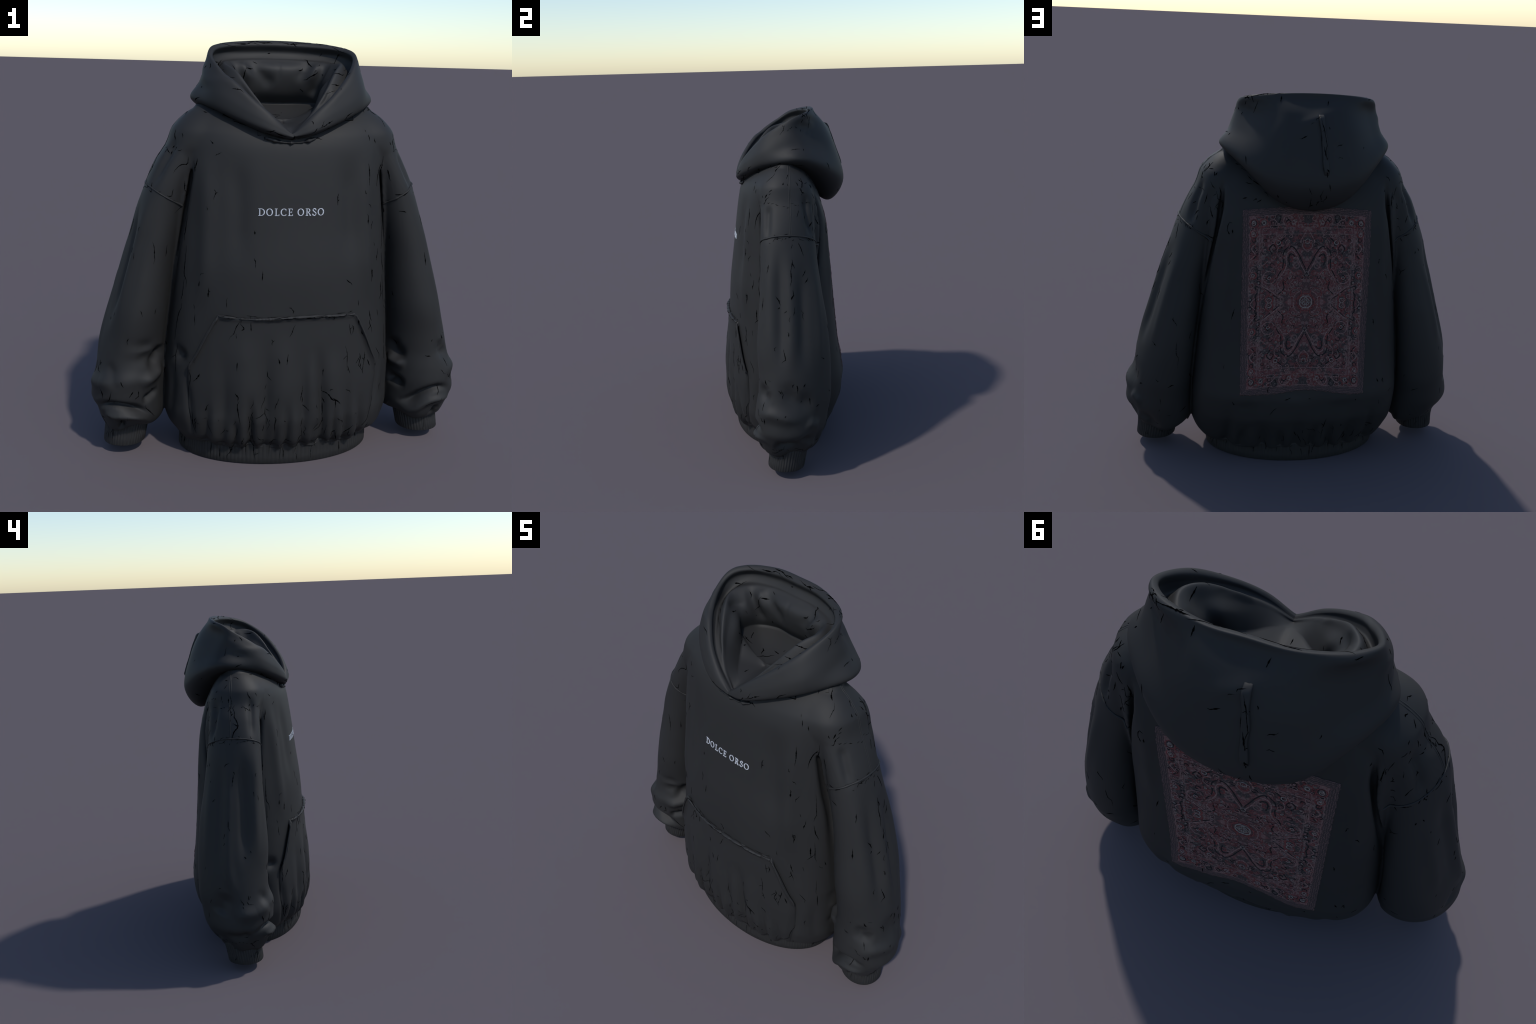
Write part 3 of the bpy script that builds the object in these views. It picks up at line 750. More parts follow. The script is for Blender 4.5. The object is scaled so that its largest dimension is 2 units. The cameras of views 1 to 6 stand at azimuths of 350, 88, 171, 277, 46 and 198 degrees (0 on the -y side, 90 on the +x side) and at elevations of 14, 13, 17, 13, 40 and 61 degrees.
def carpet_material():
    m, nt, bs = new_mat("carpet_print")
    N_ = nt.nodes.new; L = nt.links.new
    tc = N_("ShaderNodeTexCoord"); sep = N_("ShaderNodeSeparateXYZ"); L(tc.outputs["Object"], sep.inputs[0])
    X, Z = Num(nt, sep.outputs["X"]) - PCX, Num(nt, sep.outputs["Z"]) - PCZ
    Z = Z - (X * X * (-.019 / PHX ** 2) + .019)
    ax, az = X.abs(), Z.abs()
    def vec(a, b_, c=0.0):
        n = N_("ShaderNodeCombineXYZ")
        for k, v in enumerate((a, b_, c)):
            if isinstance(v, Num): L(v.out, n.inputs[k])
            else: n.inputs[k].default_value = v
        return n.outputs[0]
    def noise(v, scale, detail=2.0, rough=.5, dist=0.0):
        n = N_("ShaderNodeTexNoise"); L(v, n.inputs["Vector"])
        n.inputs["Scale"].default_value = scale; n.inputs["Detail"].default_value = detail
        n.inputs["Roughness"].default_value = rough; n.inputs["Distortion"].default_value = dist
        return Num(nt, n.outputs["Fac"])
    def voronoi(v, scale, feature="F1", rnd=.75):
        n = N_("ShaderNodeTexVoronoi"); n.feature = feature; L(v, n.inputs["Vector"])
        n.inputs["Scale"].default_value = scale; n.inputs["Randomness"].default_value = rnd
        return Num(nt, n.outputs["Distance"])
    raw = tc.outputs["Object"]
    weave = noise(raw, 420, 1)                            # thread grain
    wob = (noise(raw, 90, 2) - .5) * .006
    q = vec(ax + wob, az - wob, .37)                       # four-fold mirrored plane
    swirl = noise(q, 13, 1.5, .5, 1.1)
    scroll = ((swirl * 42).sin().abs() * -1 + 1).step(.70, .18)     # thin scrolling stems
    swirl2 = noise(q, 24, 2, .55, .8)
    scroll2 = ((swirl2 * 34).sin().abs() * -1 + 1).step(.74, .18)
    fl = voronoi(q, 19)
    petals = (fl * 26).sin().step(.15, .5) * (fl.step(.42, .05) * -1 + 1)
    eye = fl.step(.10, .05) * -1 + 1
    small = voronoi(q, 42, "F1", .9)
    buds = small.step(.27, .10) * -1 + 1
    redness = noise(q, 17, 2, .6, .4).step(.50, .07)
    d = (ax * -1 + PHX).min(az * -1 + PHZ) + (noise(raw, 70, 3) - .5) * .016                # distance to the edge of the carpet
    stripes = (d * 760).sin().step(.1, .5)
    border = d.step(.032, .004) * -1 + 1
    guard = d.band(.083, .089, .002).max(d.band(.034, .038, .0015)).max(d.band(.098, .101, .0015))
    inner = d.step(.090, .004)
    r = vec(X, Z)
    rad = N_("ShaderNodeVectorMath"); rad.operation = "LENGTH"; L(r, rad.inputs[0])
    rr = Num(nt, rad.outputs["Value"])
    glow = rr.step(.10, .09) * -1 + 1                     # redder round the medallion
    def mix(fac, a, c):
        n = N_("ShaderNodeMix"); n.data_type = "RGBA"
        if isinstance(fac, Num): L(fac.out, n.inputs[0])
        else: n.inputs[0].default_value = fac
        for sock, v in ((n.inputs[6], a), (n.inputs[7], c)):
            if isinstance(v, tuple): sock.default_value = (*v, 1)
            else: L(v, sock)
        return n.outputs[2]
    RED, DARK, INK, PALE, ROSE = (.150, .052, .054), (.046, .037, .037), (.026, .024, .026), (.26, .21, .19), (.20, .125, .12)
    col = mix((redness + glow * .5).min(1.0), DARK, RED)
    col = mix(scroll * .75, col, INK)
    col = mix(scroll2 * .60, col, ROSE)
    col = mix(petals * .65, col, ROSE)
    col = mix(buds * .35, col, PALE)
    col = mix(eye * .65, col, PALE)
    edge = mix(stripes, (.046, .033, .034), (.130, .078, .078))
    edge = mix(noise(raw, 130, 2).step(.52, .1) * .6, edge, (.045, .036, .037))
    col = mix(border, col, edge)
    col = mix(guard * .75, col, ROSE)
    col = mix(weave.step(.5, .25) * .42, col, INK)
    L(col, bs.inputs["Base Color"]); bs.inputs["Roughness"].default_value = .85
    bs.inputs["Specular IOR Level"].default_value = .15
    bp = N_("ShaderNodeBump"); bp.inputs["Strength"].default_value = .35; bp.inputs["Distance"].default_value = .001
    L(weave.out, bp.inputs["Height"]); L(bp.outputs[0], bs.inputs["Normal"])
    return m

mat_carpet = carpet_material()
rowsP, liftP = [], []
zs, xs = np.linspace(-1, 1, 190), np.linspace(-1, 1, 130)
fz = lambda u: .0022 * math.sin(u * 47) + .0016 * math.sin(u * 113 + 1) + .001 * math.sin(u * 191)
for w in zs[::-1]:
    row = []
    for u in xs:
        x = PCX + u * (PHX + (fz(w * 1.3) if abs(u) > .985 else 0)) 
        z = PCZ + w * (PHZ + (fz(u + 2) if abs(w) > .99 else 0)) + (.007 * math.sin(u * 5.0 + 2.2) * float(smooth(.75, 1, -w))) + arch(x)
        row.append(on_body("back", x, z, body_bvh))
    rowsP.append(row); liftP.append([.0018] * len(xs))
print_panel = sheet(rowsP, "carpet_print", mat_carpet, root, liftP, .002)

def thread_mat(name, col):
    m, nt, bs = new_mat(name)
    tc = nt.nodes.new("ShaderNodeTexCoord"); nz = nt.nodes.new("ShaderNodeTexNoise"); nz.inputs["Scale"].default_value = 170
    nz.inputs["Detail"].default_value = 2
    rp = nt.nodes.new("ShaderNodeValToRGB"); rp.color_ramp.elements[0].position = .36; rp.color_ramp.elements[1].position = .62
    rp.color_ramp.elements[0].color = (*[c * .45 for c in col], 1); rp.color_ramp.elements[1].color = (*col, 1)
    nt.links.new(tc.outputs["Object"], nz.inputs["Vector"]); nt.links.new(nz.outputs["Fac"], rp.inputs["Fac"]); nt.links.new(rp.outputs["Color"], bs.inputs["Base Color"])
    bs.inputs["Roughness"].default_value = .85; bs.inputs["Specular IOR Level"].default_value = .15
    return m
mat_rose, mat_dark, mat_pale, mat_red = (thread_mat(n_, c_) for n_, c_ in (("rose_thread", (.225, .135, .13)), ("dark_thread", (.022, .021, .023)),
                                                                             ("pale_thread", (.26, .22, .205)), ("red_thread", (.19, .058, .058))))
def ring(cx, cz, r, n=22, sq=1.0):
    t = np.linspace(0, 2 * np.pi, n)
    return np.column_stack([cx + r * np.sign(np.cos(t)) * np.abs(np.cos(t)) ** sq, cz + r * np.sign(np.sin(t)) * np.abs(np.sin(t)) ** sq])

# one quarter of the carpet drawing, metres from its centre (x outwards, z up)
QUARTER = {
    "rose": [
        ([(.004, .150), (.03, .195), (.055, .245), (.078, .272), (.100, .262), (.108, .23), (.105, .195), (.122, .155), (.150, .120), (.140, .075), (.105, .045)], .0072),   # ogee loops
        ([(.0, .385), (.022, .345), (.036, .315), (.022, .285), (.0, .262)], .006),
        ([(.128, .018), (.165, .048), (.20, .075), (.226, .095), (.228, .130)], .0085),
        ([(.128, .012), (.150, .0), (.165, -.001)], .005),
        ([(.290, .232), (.268, .260), (.285, .290), (.262, .318)], .008),
        ([(.196, .225), (.232, .200), (.246, .245), (.240, .280)], .006),
        ([(.160, .150), (.185, .168), (.215, .160), (.225, .130), (.205, .105), (.175, .105), (.160, .125)], .006),
        ([(.060, .060), (.085, .095), (.065, .13), (.09, .17), (.12, .165)], .005),
        ([(.03, .055), (.055, .04), (.065, .0)], .005),
        ([(.13, .23), (.155, .255), (.148, .29), (.12, .30)], .005),
        ([(.262, .07), (.286, .10), (.296, .14), (.28, .17)], .006),
        ([(.262, .03), (.280, .012), (.286, -.001)], .006),
        ([(.062, .395), (.075, .435), (.105, .450), (.128, .425), (.118, .40)], .006),
        ([(.150, .390), (.165, .425), (.195, .440)], .005),
        ([(.0, .356), (.12, .356), (.238, .356), (.238, .29)], .0045),
        ([(.12, .356), (.142, .334), (.165, .356)], .005),
        ([(.238, .27), (.238, .20)], .004),
    ],
    "dark": [
        ([(.004, .172), (.026, .214), (.048, .258), (.076, .291), (.108, .282), (.124, .25), (.122, .2), (.138, .158), (.165, .12)], .008),
        ([(.062, .238), (.076, .252), (.090, .25), (.094, .225), (.088, .195)], .009),
        ([(.142, .020), (.18, .05), (.215, .08)], .006),
        ([(.142, .045), (.115, .075), (.12, .11), (.095, .125)], .008),
        ([(.277, .236), (.256, .262), (.272, .295)], .008),
        ([(.118, .338), (.145, .31), (.13, .285)], .010),
        ([(.18, .255), (.195, .285), (.175, .305), (.16, .285)], .008),
        ([(.18, .135), (.195, .145), (.205, .13), (.192, .118)], .010),
        ([(.02, .12), (.012, .14), (.0, .152)], .007),
        ([(.255, .0), (.262, .04), (.250, .06)], .009),
        ([(.085, .40), (.098, .43), (.115, .415)], .007),
        ([(.14, .435), (.16, .40), (.185, .395)], .008),
    ],
    "pale": [
        (ring(.075, .415, .008), .005), (ring(.276, .150, .007), .005), (ring(.276, .418, .009), .005), (ring(.225, .418, .008), .005),
        (ring(.150, .315, .010), .005), (ring(.0, .318, .012), .005), (ring(.192, .131, .008), .005), (ring(.190, .012, .012), .005),
        (ring(.0, .150, .010), .004), (ring(.276, .36, .008), .004),
    ],
    "red": [
        (ring(.075, .415, .020), .008), (ring(.276, .150, .018), .008), (ring(.225, .418, .020), .008), (ring(.276, .418, .020), .007), (ring(.276, .365, .018), .008),
        (ring(.150, .305, .020), .010), (ring(.0, .30, .018), .009), (ring(.19, .02, .020), .010), (ring(.052, .045, .030), .007), (ring(.13, .19, .018), .008),
        (ring(.085, .225, .012), .006),
    ],
}
# arabesque scrollwork: curls and small rosettes strewn over the quarter
taken = []
for _ in range(900):
    cx, cz = rng.uniform(.012, .290), rng.uniform(.012, .450)
    r = rng.uniform(.010, .019)
    if math.hypot(cx, cz) < .06 or (.01 < cx < .12 and .18 < cz < .285) or any(math.hypot(cx - a, cz - b_) < (r + c_) * .92 for a, b_, c_ in taken): continue
    taken.append((cx, cz, r))
    a0 = rng.uniform(0, 6.28); sg = rng.choice([-1, 1])
    t = np.linspace(0, rng.uniform(4.2, 6.5), 16)
    rad = r * (1 - .11 * t)
    curl = np.column_stack([cx + rad * np.cos(a0 + sg * t), cz + rad * np.sin(a0 + sg * t)])
    QUARTER[rng.choice(["rose", "rose", "dark", "red"])].append((curl, .0042))
    if rng.random() < .5:
        QUARTER[rng.choice(["pale", "red", "rose"])].append((ring(cx, cz, r * .3, 9), .0032))
layer = {"red": .0024, "dark": .0028, "rose": .0032, "pale": .0036}
for kind, mat in (("red", mat_red), ("dark", mat_dark), ("rose", mat_rose), ("pale", mat_pale)):
    parts = []
    for k, (path, w) in enumerate(QUARTER[kind]):
        path = np.asarray(path, float)
        c = spline(path, max(8, 5 * len(path))) if len(path) < 15 else path
        ww = w * {"dark": .62, "rose": .85, "red": .8, "pale": .7}[kind] * (.75 + .35 * np.sin(np.linspace(.3, 2.9, len(c))))
        for mx in (1, -1):
            for mz in (1, -1):
                p = np.column_stack([PCX + mx * c[:, 0], PCZ + mz * c[:, 1] + arch(PCX + mx * c[:, 0])])
                parts.append(ribbon(p, ww, lift=layer[kind] + .00003 * k, thick=.002, side="back", bvh=body_bvh))
    v, f = join(parts)
    o = make_object("carpet_motif", v, f, mat, print_panel); o["kind"] = "stuff"
parts = [ribbon(ring(PCX, PCZ + .019, .031, 40, .8) , np.full(40, .0055), lift=.0042, thick=.002, side="back", bvh=body_bvh)]
for dx, dz in [(a, b_) for a in (-.0095, .0095) for b_ in (-.0095, .0095)] + [(0, .019), (0, -.019), (.019, 0), (-.019, 0)]:
    parts.append(ribbon(ring(PCX + dx, PCZ + .019 + dz, .0062, 14), np.full(14, .0036), lift=.0042, thick=.002, side="back", bvh=body_bvh))
v, f = join(parts)
o = make_object("carpet_medallion", v, f, mat_pale, print_panel)
o2v, o2f = ribbon(ring(PCX, PCZ + .019, .046, 40, .9), np.full(40, .005), lift=.004, thick=.002, side="back", bvh=body_bvh)
make_object("carpet_medallion", o2v, o2f, mat_red, print_panel)
# ------------------------------------------------------------------- cracks
# jagged black slivers laid on the skin, modelling the darkness inside open slits
mat_crack, nt, b = new_mat("crack_painted_shade")
b.inputs["Base Color"].default_value = (.0016, .0016, .0018, 1); b.inputs["Roughness"].default_value = 1.0; b.inputs["Specular IOR Level"].default_value = 0  # near-black so the unlit depth of each gap is painted on

bpy.context.view_layer.update()
CRACKABLE = [o for o in bpy.data.objects if o.type == "MESH" and o.name.split(".")[0] in
             ("torso", "sleeve", "cuff", "hem_band", "hood", "hood_lining", "neck_inside", "pocket", "back_tab", "pocket_top_edge", "carpet_print")]
allV, allF, base = [], [], 0
for o in CRACKABLE:
    me = o.data
    v = np.empty(len(me.vertices) * 3, np.float32); me.vertices.foreach_get("co", v)
    lv = np.empty(len(me.loops), np.int32); me.loops.foreach_get("vertex_index", lv)
    allV.append(v.reshape(-1, 3)); allF.append(lv.reshape(-1, 4) + base); base += len(v) // 3
allV = np.vstack(allV); allF = np.vstack(allF)
skin = BVHTree.FromPolygons(allV.tolist(), allF.tolist())

def on_skin(p, n):
    """nearest surface point that faces roughly like n"""
    hit = skin.ray_cast(Vector(p + n * .02), Vector(-n), .06)
    if hit[0] is None:
        q = skin.find_nearest(Vector(p)); return np.array(q[0]), (np.array(q[1]) if np.dot(q[1], n) > 0 else -np.array(q[1]))
    m = np.array(hit[1])
    return np.array(hit[0]), (m if m @ n > 0 else -m)

def crack(p, n, heading, length, width, kinks, turn, parts):
    """jagged dark sliver walked over the skin from p"""
    d = heading - (heading @ n) * n
    if np.linalg.norm(d) < 1e-4: return
    d /= np.linalg.norm(d)
    p0, n0, d0 = p, n, d
    steps = max(4, int(length / .005)); pts = [(p, n, d)]
    bends = set(rng.choice(np.arange(1, steps), min(kinks, steps - 1), replace=False).tolist())
    for k in range(1, steps + 1):
        if k in bends:
            a = rng.normal(0, turn); d = d * math.cos(a) + np.cross(n, d) * math.sin(a)
        p, n2 = on_skin(p + d * length / steps, n)
        if n2 @ n < .25: break
        n = n2
        d = d - (d @ n) * n; d /= np.linalg.norm(d)
        d = d + .15 * (heading - (heading @ n) * n); d /= np.linalg.norm(d)
        pts.append((p, n, d))
    m = len(pts)
    if m < 3: return
    t = np.linspace(0, 1, m); pk = rng.uniform(.2, .8)
    w = width * np.minimum(t / pk, (1 - t) / (1 - pk)) ** .8 * (1 + .35 * rng.normal(size=m))
    w = np.clip(w, .00012, None)
    P = np.array([q[0] for q in pts]); Nn = np.array([q[1] for q in pts]); D = np.array([q[2] for q in pts])
    S = np.cross(Nn, D)
    up = Nn * .0008
    Vv = np.vstack([P + S * w[:, None] / 2 + up, P - S * w[:, None] / 2 + up, P - Nn * .003])
    k = np.arange(m - 1)
    Ff = np.vstack([np.stack([k, k + 1, m + k + 1, m + k], 1), np.stack([k + 1, k, 2 * m + k, 2 * m + k + 1], 1), np.stack([m + k, m + k + 1, 2 * m + k + 1, 2 * m + k], 1)])
    parts.append((Vv, Ff))
    if kinks >= 2 and rng.random() < .22:
        j = int(rng.integers(1, m - 1)); a = rng.choice([-1, 1]) * rng.uniform(.7, 1.3)
        d = pts[j][2] * math.cos(a) + np.cross(pts[j][1], pts[j][2]) * math.sin(a)
        crack(pts[j][0], pts[j][1], d, length * rng.uniform(.2, .4), width * .8, 0, .4, parts)

UP, AX, AY = np.array([0, 0, 1.0]), np.array([1.0, 0, 0]), np.array([0, 1.0, 0])
def seen(side, a, b_):
    """point of the finished skin seen from a side, or along a free ray"""
    o, d = {"front": ((a, -2, b_), (0, 1, 0)), "back": ((a, 2, b_), (0, -1, 0)), "right": ((2, a, b_), (-1, 0, 0)), "left": ((-2, a, b_), (1, 0, 0)), "top": ((a, b_, 3), (0, 0, -1))}[side]
    h = skin.ray_cast(Vector(o), Vector(d))
    if h[0] is None: return None
    n = np.array(h[1]); n = n if n @ np.array(d) < 0 else -n
    return np.array(h[0]), n
def tilt(side, deg):
    """heading in the plane of that side, degrees from upright towards the viewer's right"""
    r = {"front": AX, "back": -AX, "right": AY, "left": -AY, "top": AX}[side]
    u = AY if side == "top" else UP
    return u * math.cos(math.radians(deg)) + r * math.sin(math.radians(deg))

parts = []
def put(side, a, b_, deg, length, width=.003, kinks=2, turn=.6):
    s_ = seen(side, a, b_)
    if s_: crack(s_[0], s_[1], tilt(side, deg), length, width, kinks, turn, parts)

# scattered slits: (side, a range, b range, count, mean tilt, tilt spread, mean length)
FIELDS = [
    ("front", (-.44, .44), (.75, 1.5), 14, 0, 22, .028), ("front", (-.44, .44), (.15, .72), 62, 4, 16, .036),
    ("front", (-.43, -.33), (.5, 1.5), 14, 0, 15, .035), ("front", (.36, .5), (.3, 1.4), 24, 0, 15, .04),
    ("front", (-.9, -.56), (.14, .6), 30, 20, 60, .035), ("front", (.6, .92), (.14, .6), 26, -20, 60, .033),
    ("front", (-.75, -.5), (.6, 1.2), 12, 5, 20, .035), ("front", (.5, .78), (.6, 1.2), 12, 0, 20, .035),
    ("front", (-.56, -.44), (1.2, 1.55), 12, 0, 25, .035), ("front", (.46, .6), (1.2, 1.55), 12, 0, 25, .035),
    ("front", (-.42, .42), (1.58, 1.95), 34, 40, 50, .022), ("front", (-.16, .16), (1.53, 1.6), 9, 80, 30, .03),
    ("right", (-.14, .16), (.35, 1.25), 44, 0, 28, .026), ("right", (-.14, .16), (1.3, 1.62), 20, 0, 30, .024), ("right", (-.05, .08), (.9, 1.3), 12, 5, 15, .026),
    ("right", (-.33, -.17), (.2, 1.3), 18, 0, 12, .03), ("right", (-.15, .15), (.13, .25), 8, 80, 25, .03), ("right", (-.2, .33), (1.5, 1.98), 26, 45, 45, .02),
    ("left", (-.15, .14), (.35, 1.25), 34, 0, 25, .026), ("left", (-.15, .14), (1.3, 1.62), 20, 20, 50, .024),
    ("left", (-.35, -.17), (.2, 1.3), 20, 0, 12, .032), ("left", (-.15, .15), (.13, .25), 8, 85, 15, .03), ("left", (-.2, .33), (1.5, 1.98), 20, 45, 50, .02),
    ("back", (-.44, .44), (.15, .5), 30, 0, 35, .030), ("back", (.34, .46), (.45, 1.4), 12, 0, 15, .03), ("back", (-.46, -.34), (.45, 1.4), 12, 0, 15, .03),
    ("back", (-.28, .28), (.5, 1.35), 7, 10, 30, .02),
    ("back", (.5, .9), (.14, .5), 18, 30, 50, .03), ("back", (-.9, -.5), (.14, .5), 12, -30, 50, .03), ("back", (.48, .8), (.5, 1.25), 12, 8, 15, .035),
    ("back", (-.8, -.48), (.5, 1.25), 12, -8, 15, .032), ("back", (.42, .6), (1.22, 1.6), 22, 40, 40, .04), ("back", (-.6, -.42), (1.22, 1.6), 20, 0, 40, .03),
    ("back", (-.4, .4), (1.45, 1.97), 30, 45, 50, .026), ("back", (-.08, .04), (1.42, 1.9), 16, 10, 35, .03),
    ("top", (-.32, .32), (-.15, .17), 40, 50, 60, .028), ("top", (-.6, .6), (-.1, .1), 14, 0, 60, .025),
]
for side, ra, rb, cnt, mean, spread, ln in FIELDS:
    for _ in range(int(cnt * .45)):
        a, b_ = rng.uniform(*ra), rng.uniform(*rb)
        if side == "front" and abs(a) < .3 and .8 < b_ < 1.47 and rng.random() < .75: continue
        put(side, a, b_, rng.normal(mean, spread), ln * 1.12 * rng.lognormal(0, .45), rng.uniform(.0026, .0062), int(rng.integers(1, 4)), .5)

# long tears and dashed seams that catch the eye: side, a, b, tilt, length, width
TEARS = [
    ("back", -.045, 1.835, 145, .085, .007), ("back", -.052, 1.66, 170, .075, .006), ("back", -.03, 1.87, 180, .05, .004), ("back", .02, 1.52, 175, .10, .003),
    ("back", -.055, 1.53, 170, .06, .003), ("back", .265, .845, 20, .05, .006), ("back", .545, 1.0, 178, .11, .004),
    ("back", .50, 1.42, 120, .07, .006), ("back", .52, 1.27, 100, .09, .006), ("back", .45, 1.52, 165, .12, .006), ("back", -.50, 1.25, 60, .08, .005), ("back", -.45, 1.50, 190, .08, .005),
    ("front", -.455, 1.47, 185, .12, .005), ("front", -.47, 1.36, 180, .10, .004), ("front", .46, 1.45, 178, .12, .005), ("front", -.62, 1.08, 178, .11, .004),
    ("front", .165, .42, 170, .16, .006), ("front", -.16, .30, 178, .12, .005), ("front", -.105, .32, 182, .14, .003), ("front", .36, .55, 165, .12, .004), ("front", .28, .60, 182, .12, .003),
    ("front", .42, .95, 182, .06, .005), ("front", .41, .75, 165, .06, .005), ("front", .015, .77, 15, .04, .004), ("front", -.22, .755, 175, .05, .005), ("front", -.44, .26, 150, .12, .005),
    ("front", -.66, .27, 145, .10, .005), ("front", -.82, .36, 195, .08, .004), ("front", .75, .22, 60, .10, .004), ("front", -.10, 1.60, 100, .08, .005), ("front", .12, 1.615, 70, .08, .005),
    ("front", .008, 1.583, 178, .045, .008), ("front", -.08, 1.565, 110, .05, .005), ("front", .07, 1.558, 80, .06, .005), ("front", -.3, 1.655, 115, .06, .005), ("front", .25, 1.65, 70, .06, .005),
    ("left", .012, 1.53, 180, .26, .006), ("left", -.02, 1.33, 92, .06, .005), ("left", .08, 1.32, 75, .06, .004), ("left", .02, .90, 178, .07, .004),
    ("right", .01, 1.06, 178, .06, .007), ("right", .05, 1.30, 160, .08, .006), ("right", -.08, 1.345, 110, .03, .007), ("right", -.05, .75, 172, .09, .005), ("right", .07, 1.58, 100, .05, .006),
    ("right", -.25, .70, 178, .07, .004), ("right", -.06, 1.905, 75, .09, .005), ("right", .04, 1.70, 100, .08, .004),
    ("left", .0, 1.715, 100, .05, .004), ("left", .05, 1.83, 185, .06, .003),
    ("top", -.15, .175, 92, .12, .005), ("top", .18, .165, 88, .14, .006), ("top", .25, .10, 60, .10, .005), ("top", -.30, .05, 20, .08, .005), ("top", .12, .11, 150, .09, .006), ("top", -.16, .10, 170, .10, .005),
    ("top", .15, .13, 10, .05, .006), ("top", -.06, -.03, 20, .09, .005), ("top", -.09, .04, 120, .05, .006),
]
for side, a, b_, deg, ln, w in TEARS:
    put(side, a, b_, deg, ln, w, int(max(2, ln / .022)), .5)

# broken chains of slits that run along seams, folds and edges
def chain(side, stroke, density=.75, width=.004, wander=.006):
    c = spline(stroke, 40) if len(stroke) > 2 else np.linspace(stroke[0], stroke[1], 40)
    k = 0
    while k < 37:
        step = int(rng.integers(3, 9)); k2 = min(k + step, 39)
        if rng.random() < density:
            p, q = c[k] + rng.normal(0, wander, 2) * .5, c[k2] + rng.normal(0, wander, 2)
            d = q - p; ln = float(np.linalg.norm(d))
            sx = {"front": 1, "back": -1, "right": 1, "left": -1, "top": 1}[side]
            put(side, p[0], p[1], math.degrees(math.atan2(sx * d[0], d[1])), ln * rng.uniform(.9, 1.3), width * rng.uniform(.5, 1.35), int(rng.integers(1, 4)), .45)
        k = k2 + int(rng.integers(0, 3))

CHAINS = [
    ("front", [(-.42, 1.700), (-.30, 1.660), (-.15, 1.605), (-.02, 1.568)]), ("front", [(.42, 1.705), (.30, 1.662), (.15, 1.608), (.02, 1.570)]),
    ("front", [(-.56, 1.60), (-.48, 1.56), (-.455, 1.47), (-.45, 1.36), (-.462, 1.26)]), ("front", [(.57, 1.60), (.49, 1.56), (.462, 1.47), (.46, 1.36), (.478, 1.26)]),
    ("front", [(-.64, 1.325), (-.56, 1.29), (-.48, 1.24)]), ("front", [(.64, 1.325), (.56, 1.29), (.49, 1.24)]),
    ("right", [(-.13, 1.30), (-.05, 1.335), (.03, 1.345), (.13, 1.31)]), ("left", [(-.13, 1.30), (-.03, 1.335), (.05, 1.345), (.13, 1.30)]),
    ("left", [(.012, 1.60), (.015, 1.36)]), ("right", [(.03, 1.30), (.0, 1.15), (.02, 1.0), (-.02, .9)]),
    ("front", [(.335, .74), (.40, .60), (.450, .48), (.455, .3), (.42, .14)]), ("front", [(-.45, .47), (-.452, .3), (-.42, .14)]),
    ("front", [(-.31, .757), (0, .752), (.31, .757)]), ("front", [(-.46, 1.2), (-.475, .9), (-.50, .6), (-.53, .4)]), ("front", [(.47, 1.2), (.49, .9), (.52, .6), (.54, .4)]),
    ("back", [(-.028, 1.89), (-.045, 1.72), (-.052, 1.62), (-.03, 1.52), (.0, 1.44)]), ("back", [(-.018, 1.86), (-.03, 1.74), (-.038, 1.63)]),
    ("back", [(.58, 1.60), (.50, 1.55), (.455, 1.48), (.44, 1.38)]), ("back", [(-.57, 1.60), (-.50, 1.55), (-.45, 1.48), (-.43, 1.38)]),
    ("back", [(.64, 1.33), (.57, 1.29), (.48, 1.24)]), ("back", [(-.64, 1.33), (-.57, 1.29), (-.48, 1.24)]), ("back", [(.60, 1.50), (.56, 1.40), (.58, 1.30)]),
    ("back", [(.42, 1.68), (.33, 1.60), (.20, 1.49)]), ("back", [(-.62, 1.44), (-.60, 1.36), (-.61, 1.28)]),
    ("top", [(-.28, .125), (-.12, .165), (.05, .175), (.2, .155), (.31, .09)]), ("top", [(.31, .05), (.28, -.06), (.18, -.165)]), ("top", [(-.31, .04), (-.27, -.07), (-.17, -.17)]),
    ("top", [(-.19, .10), (-.17, .04), (-.15, -.05)]), ("top", [(.20, .11), (.16, .07), (.14, .08)]), ("right", [(-.02, 1.87), (.06, 1.91), (.13, 1.93)]),
    ("front", [(.17, .5), (.175, .35), (.18, .16)]), ("front", [(-.165, .36), (-.17, .16)]), ("front", [(-.10, .5), (-.10, .2)]), ("front", [(.07, .42), (.08, .16)]),
]
for side, stroke in CHAINS:
    chain(side, stroke)

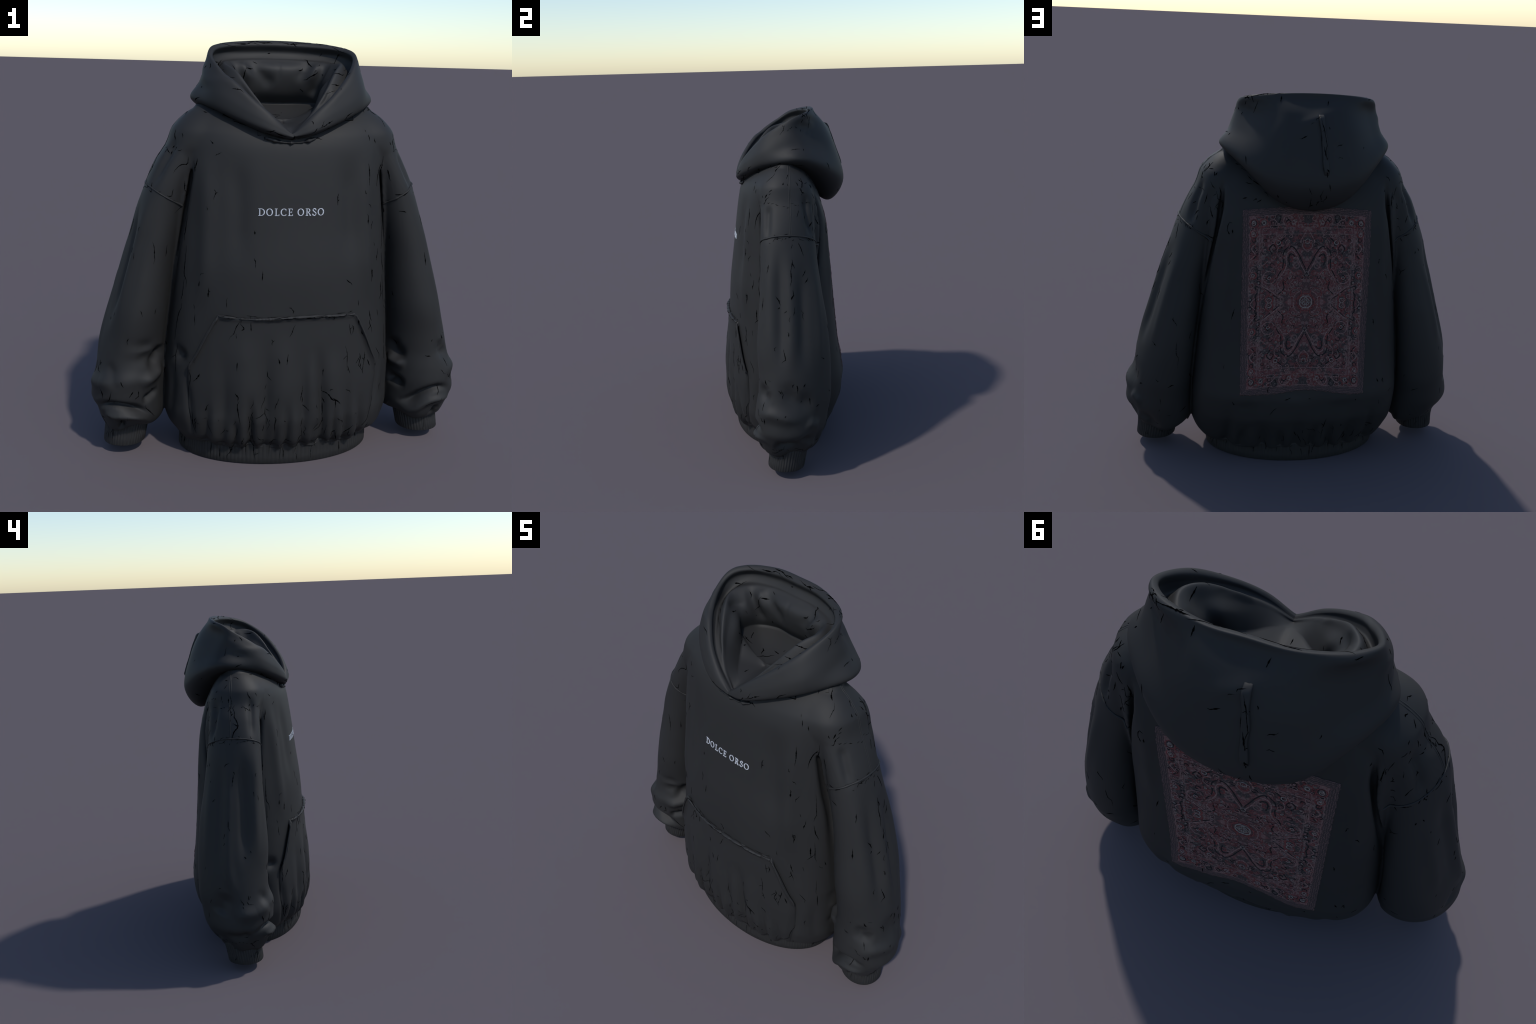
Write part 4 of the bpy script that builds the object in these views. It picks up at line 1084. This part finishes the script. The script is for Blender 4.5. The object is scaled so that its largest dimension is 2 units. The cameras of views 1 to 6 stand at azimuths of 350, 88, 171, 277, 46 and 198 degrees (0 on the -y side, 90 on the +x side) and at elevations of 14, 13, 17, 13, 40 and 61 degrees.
# rows of little dashes along sewn lines and pleat foot, and splits in the ribbing
for k in range(46):
    a = rng.uniform(0, 2 * np.pi); z = rng.uniform(.0, .06)
    c, s_ = math.cos(a), math.sin(a)
    p, n = on_skin(np.array([.487 * c, -.026 + .294 * s_, z + .01]), np.array([c, s_, 0]) / math.hypot(c, s_))
    crack(p, n, UP, rng.uniform(.03, .11), rng.uniform(.002, .0045), int(rng.integers(1, 5)), .4, parts)
for sgn in (1, -1):
    for k in range(16):
        a = rng.uniform(0, 2 * np.pi)
        p, n = on_skin(np.array([sgn * .766 + .108 * math.cos(a), -.04 + .105 * math.sin(a), rng.uniform(.055, .11)]), np.array([math.cos(a), math.sin(a), 0]))
        crack(p, n, UP, rng.uniform(.015, .06), rng.uniform(.0015, .0035), 2, .4, parts)
    for y in np.linspace(-.13, .12, 13):
        for side, zz in ((("right" if sgn > 0 else "left"), 1.50), (("right" if sgn > 0 else "left"), .19), (("right" if sgn > 0 else "left"), 1.315)):
            if rng.random() < .75: put(side, y, zz + rng.normal(0, .006), 90 + rng.normal(0, 18), rng.uniform(.008, .025), rng.uniform(.0015, .004), 1, .6)
for x in np.linspace(-.29, .29, 20):
    if rng.random() < .8: put("front", x, .7545 + rng.normal(0, .004), 90 + rng.normal(0, 7), rng.uniform(.02, .07), rng.uniform(.002, .0035), 2, .15)
for x in np.linspace(-.42, .42, 26):
    if rng.random() < .7: put("front", x, .225 + rng.normal(0, .02), rng.choice([0, 90]) + rng.normal(0, 15), rng.uniform(.01, .03), rng.uniform(.0015, .003), 1, .5)
    if rng.random() < .8: put("front", x + .01, .13 + rng.normal(0, .03), rng.normal(0, 10), rng.uniform(.03, .08), rng.uniform(.0018, .0045), 3, .45)
    if rng.random() < .6: put("back", x, .13 + rng.normal(0, .03), rng.normal(0, 15), rng.uniform(.03, .08), rng.uniform(.0018, .0045), 3, .5)
v, f = join(parts)
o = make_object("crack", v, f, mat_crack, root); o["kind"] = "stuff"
o.data.polygons.foreach_set("use_smooth", [False] * len(o.data.polygons))
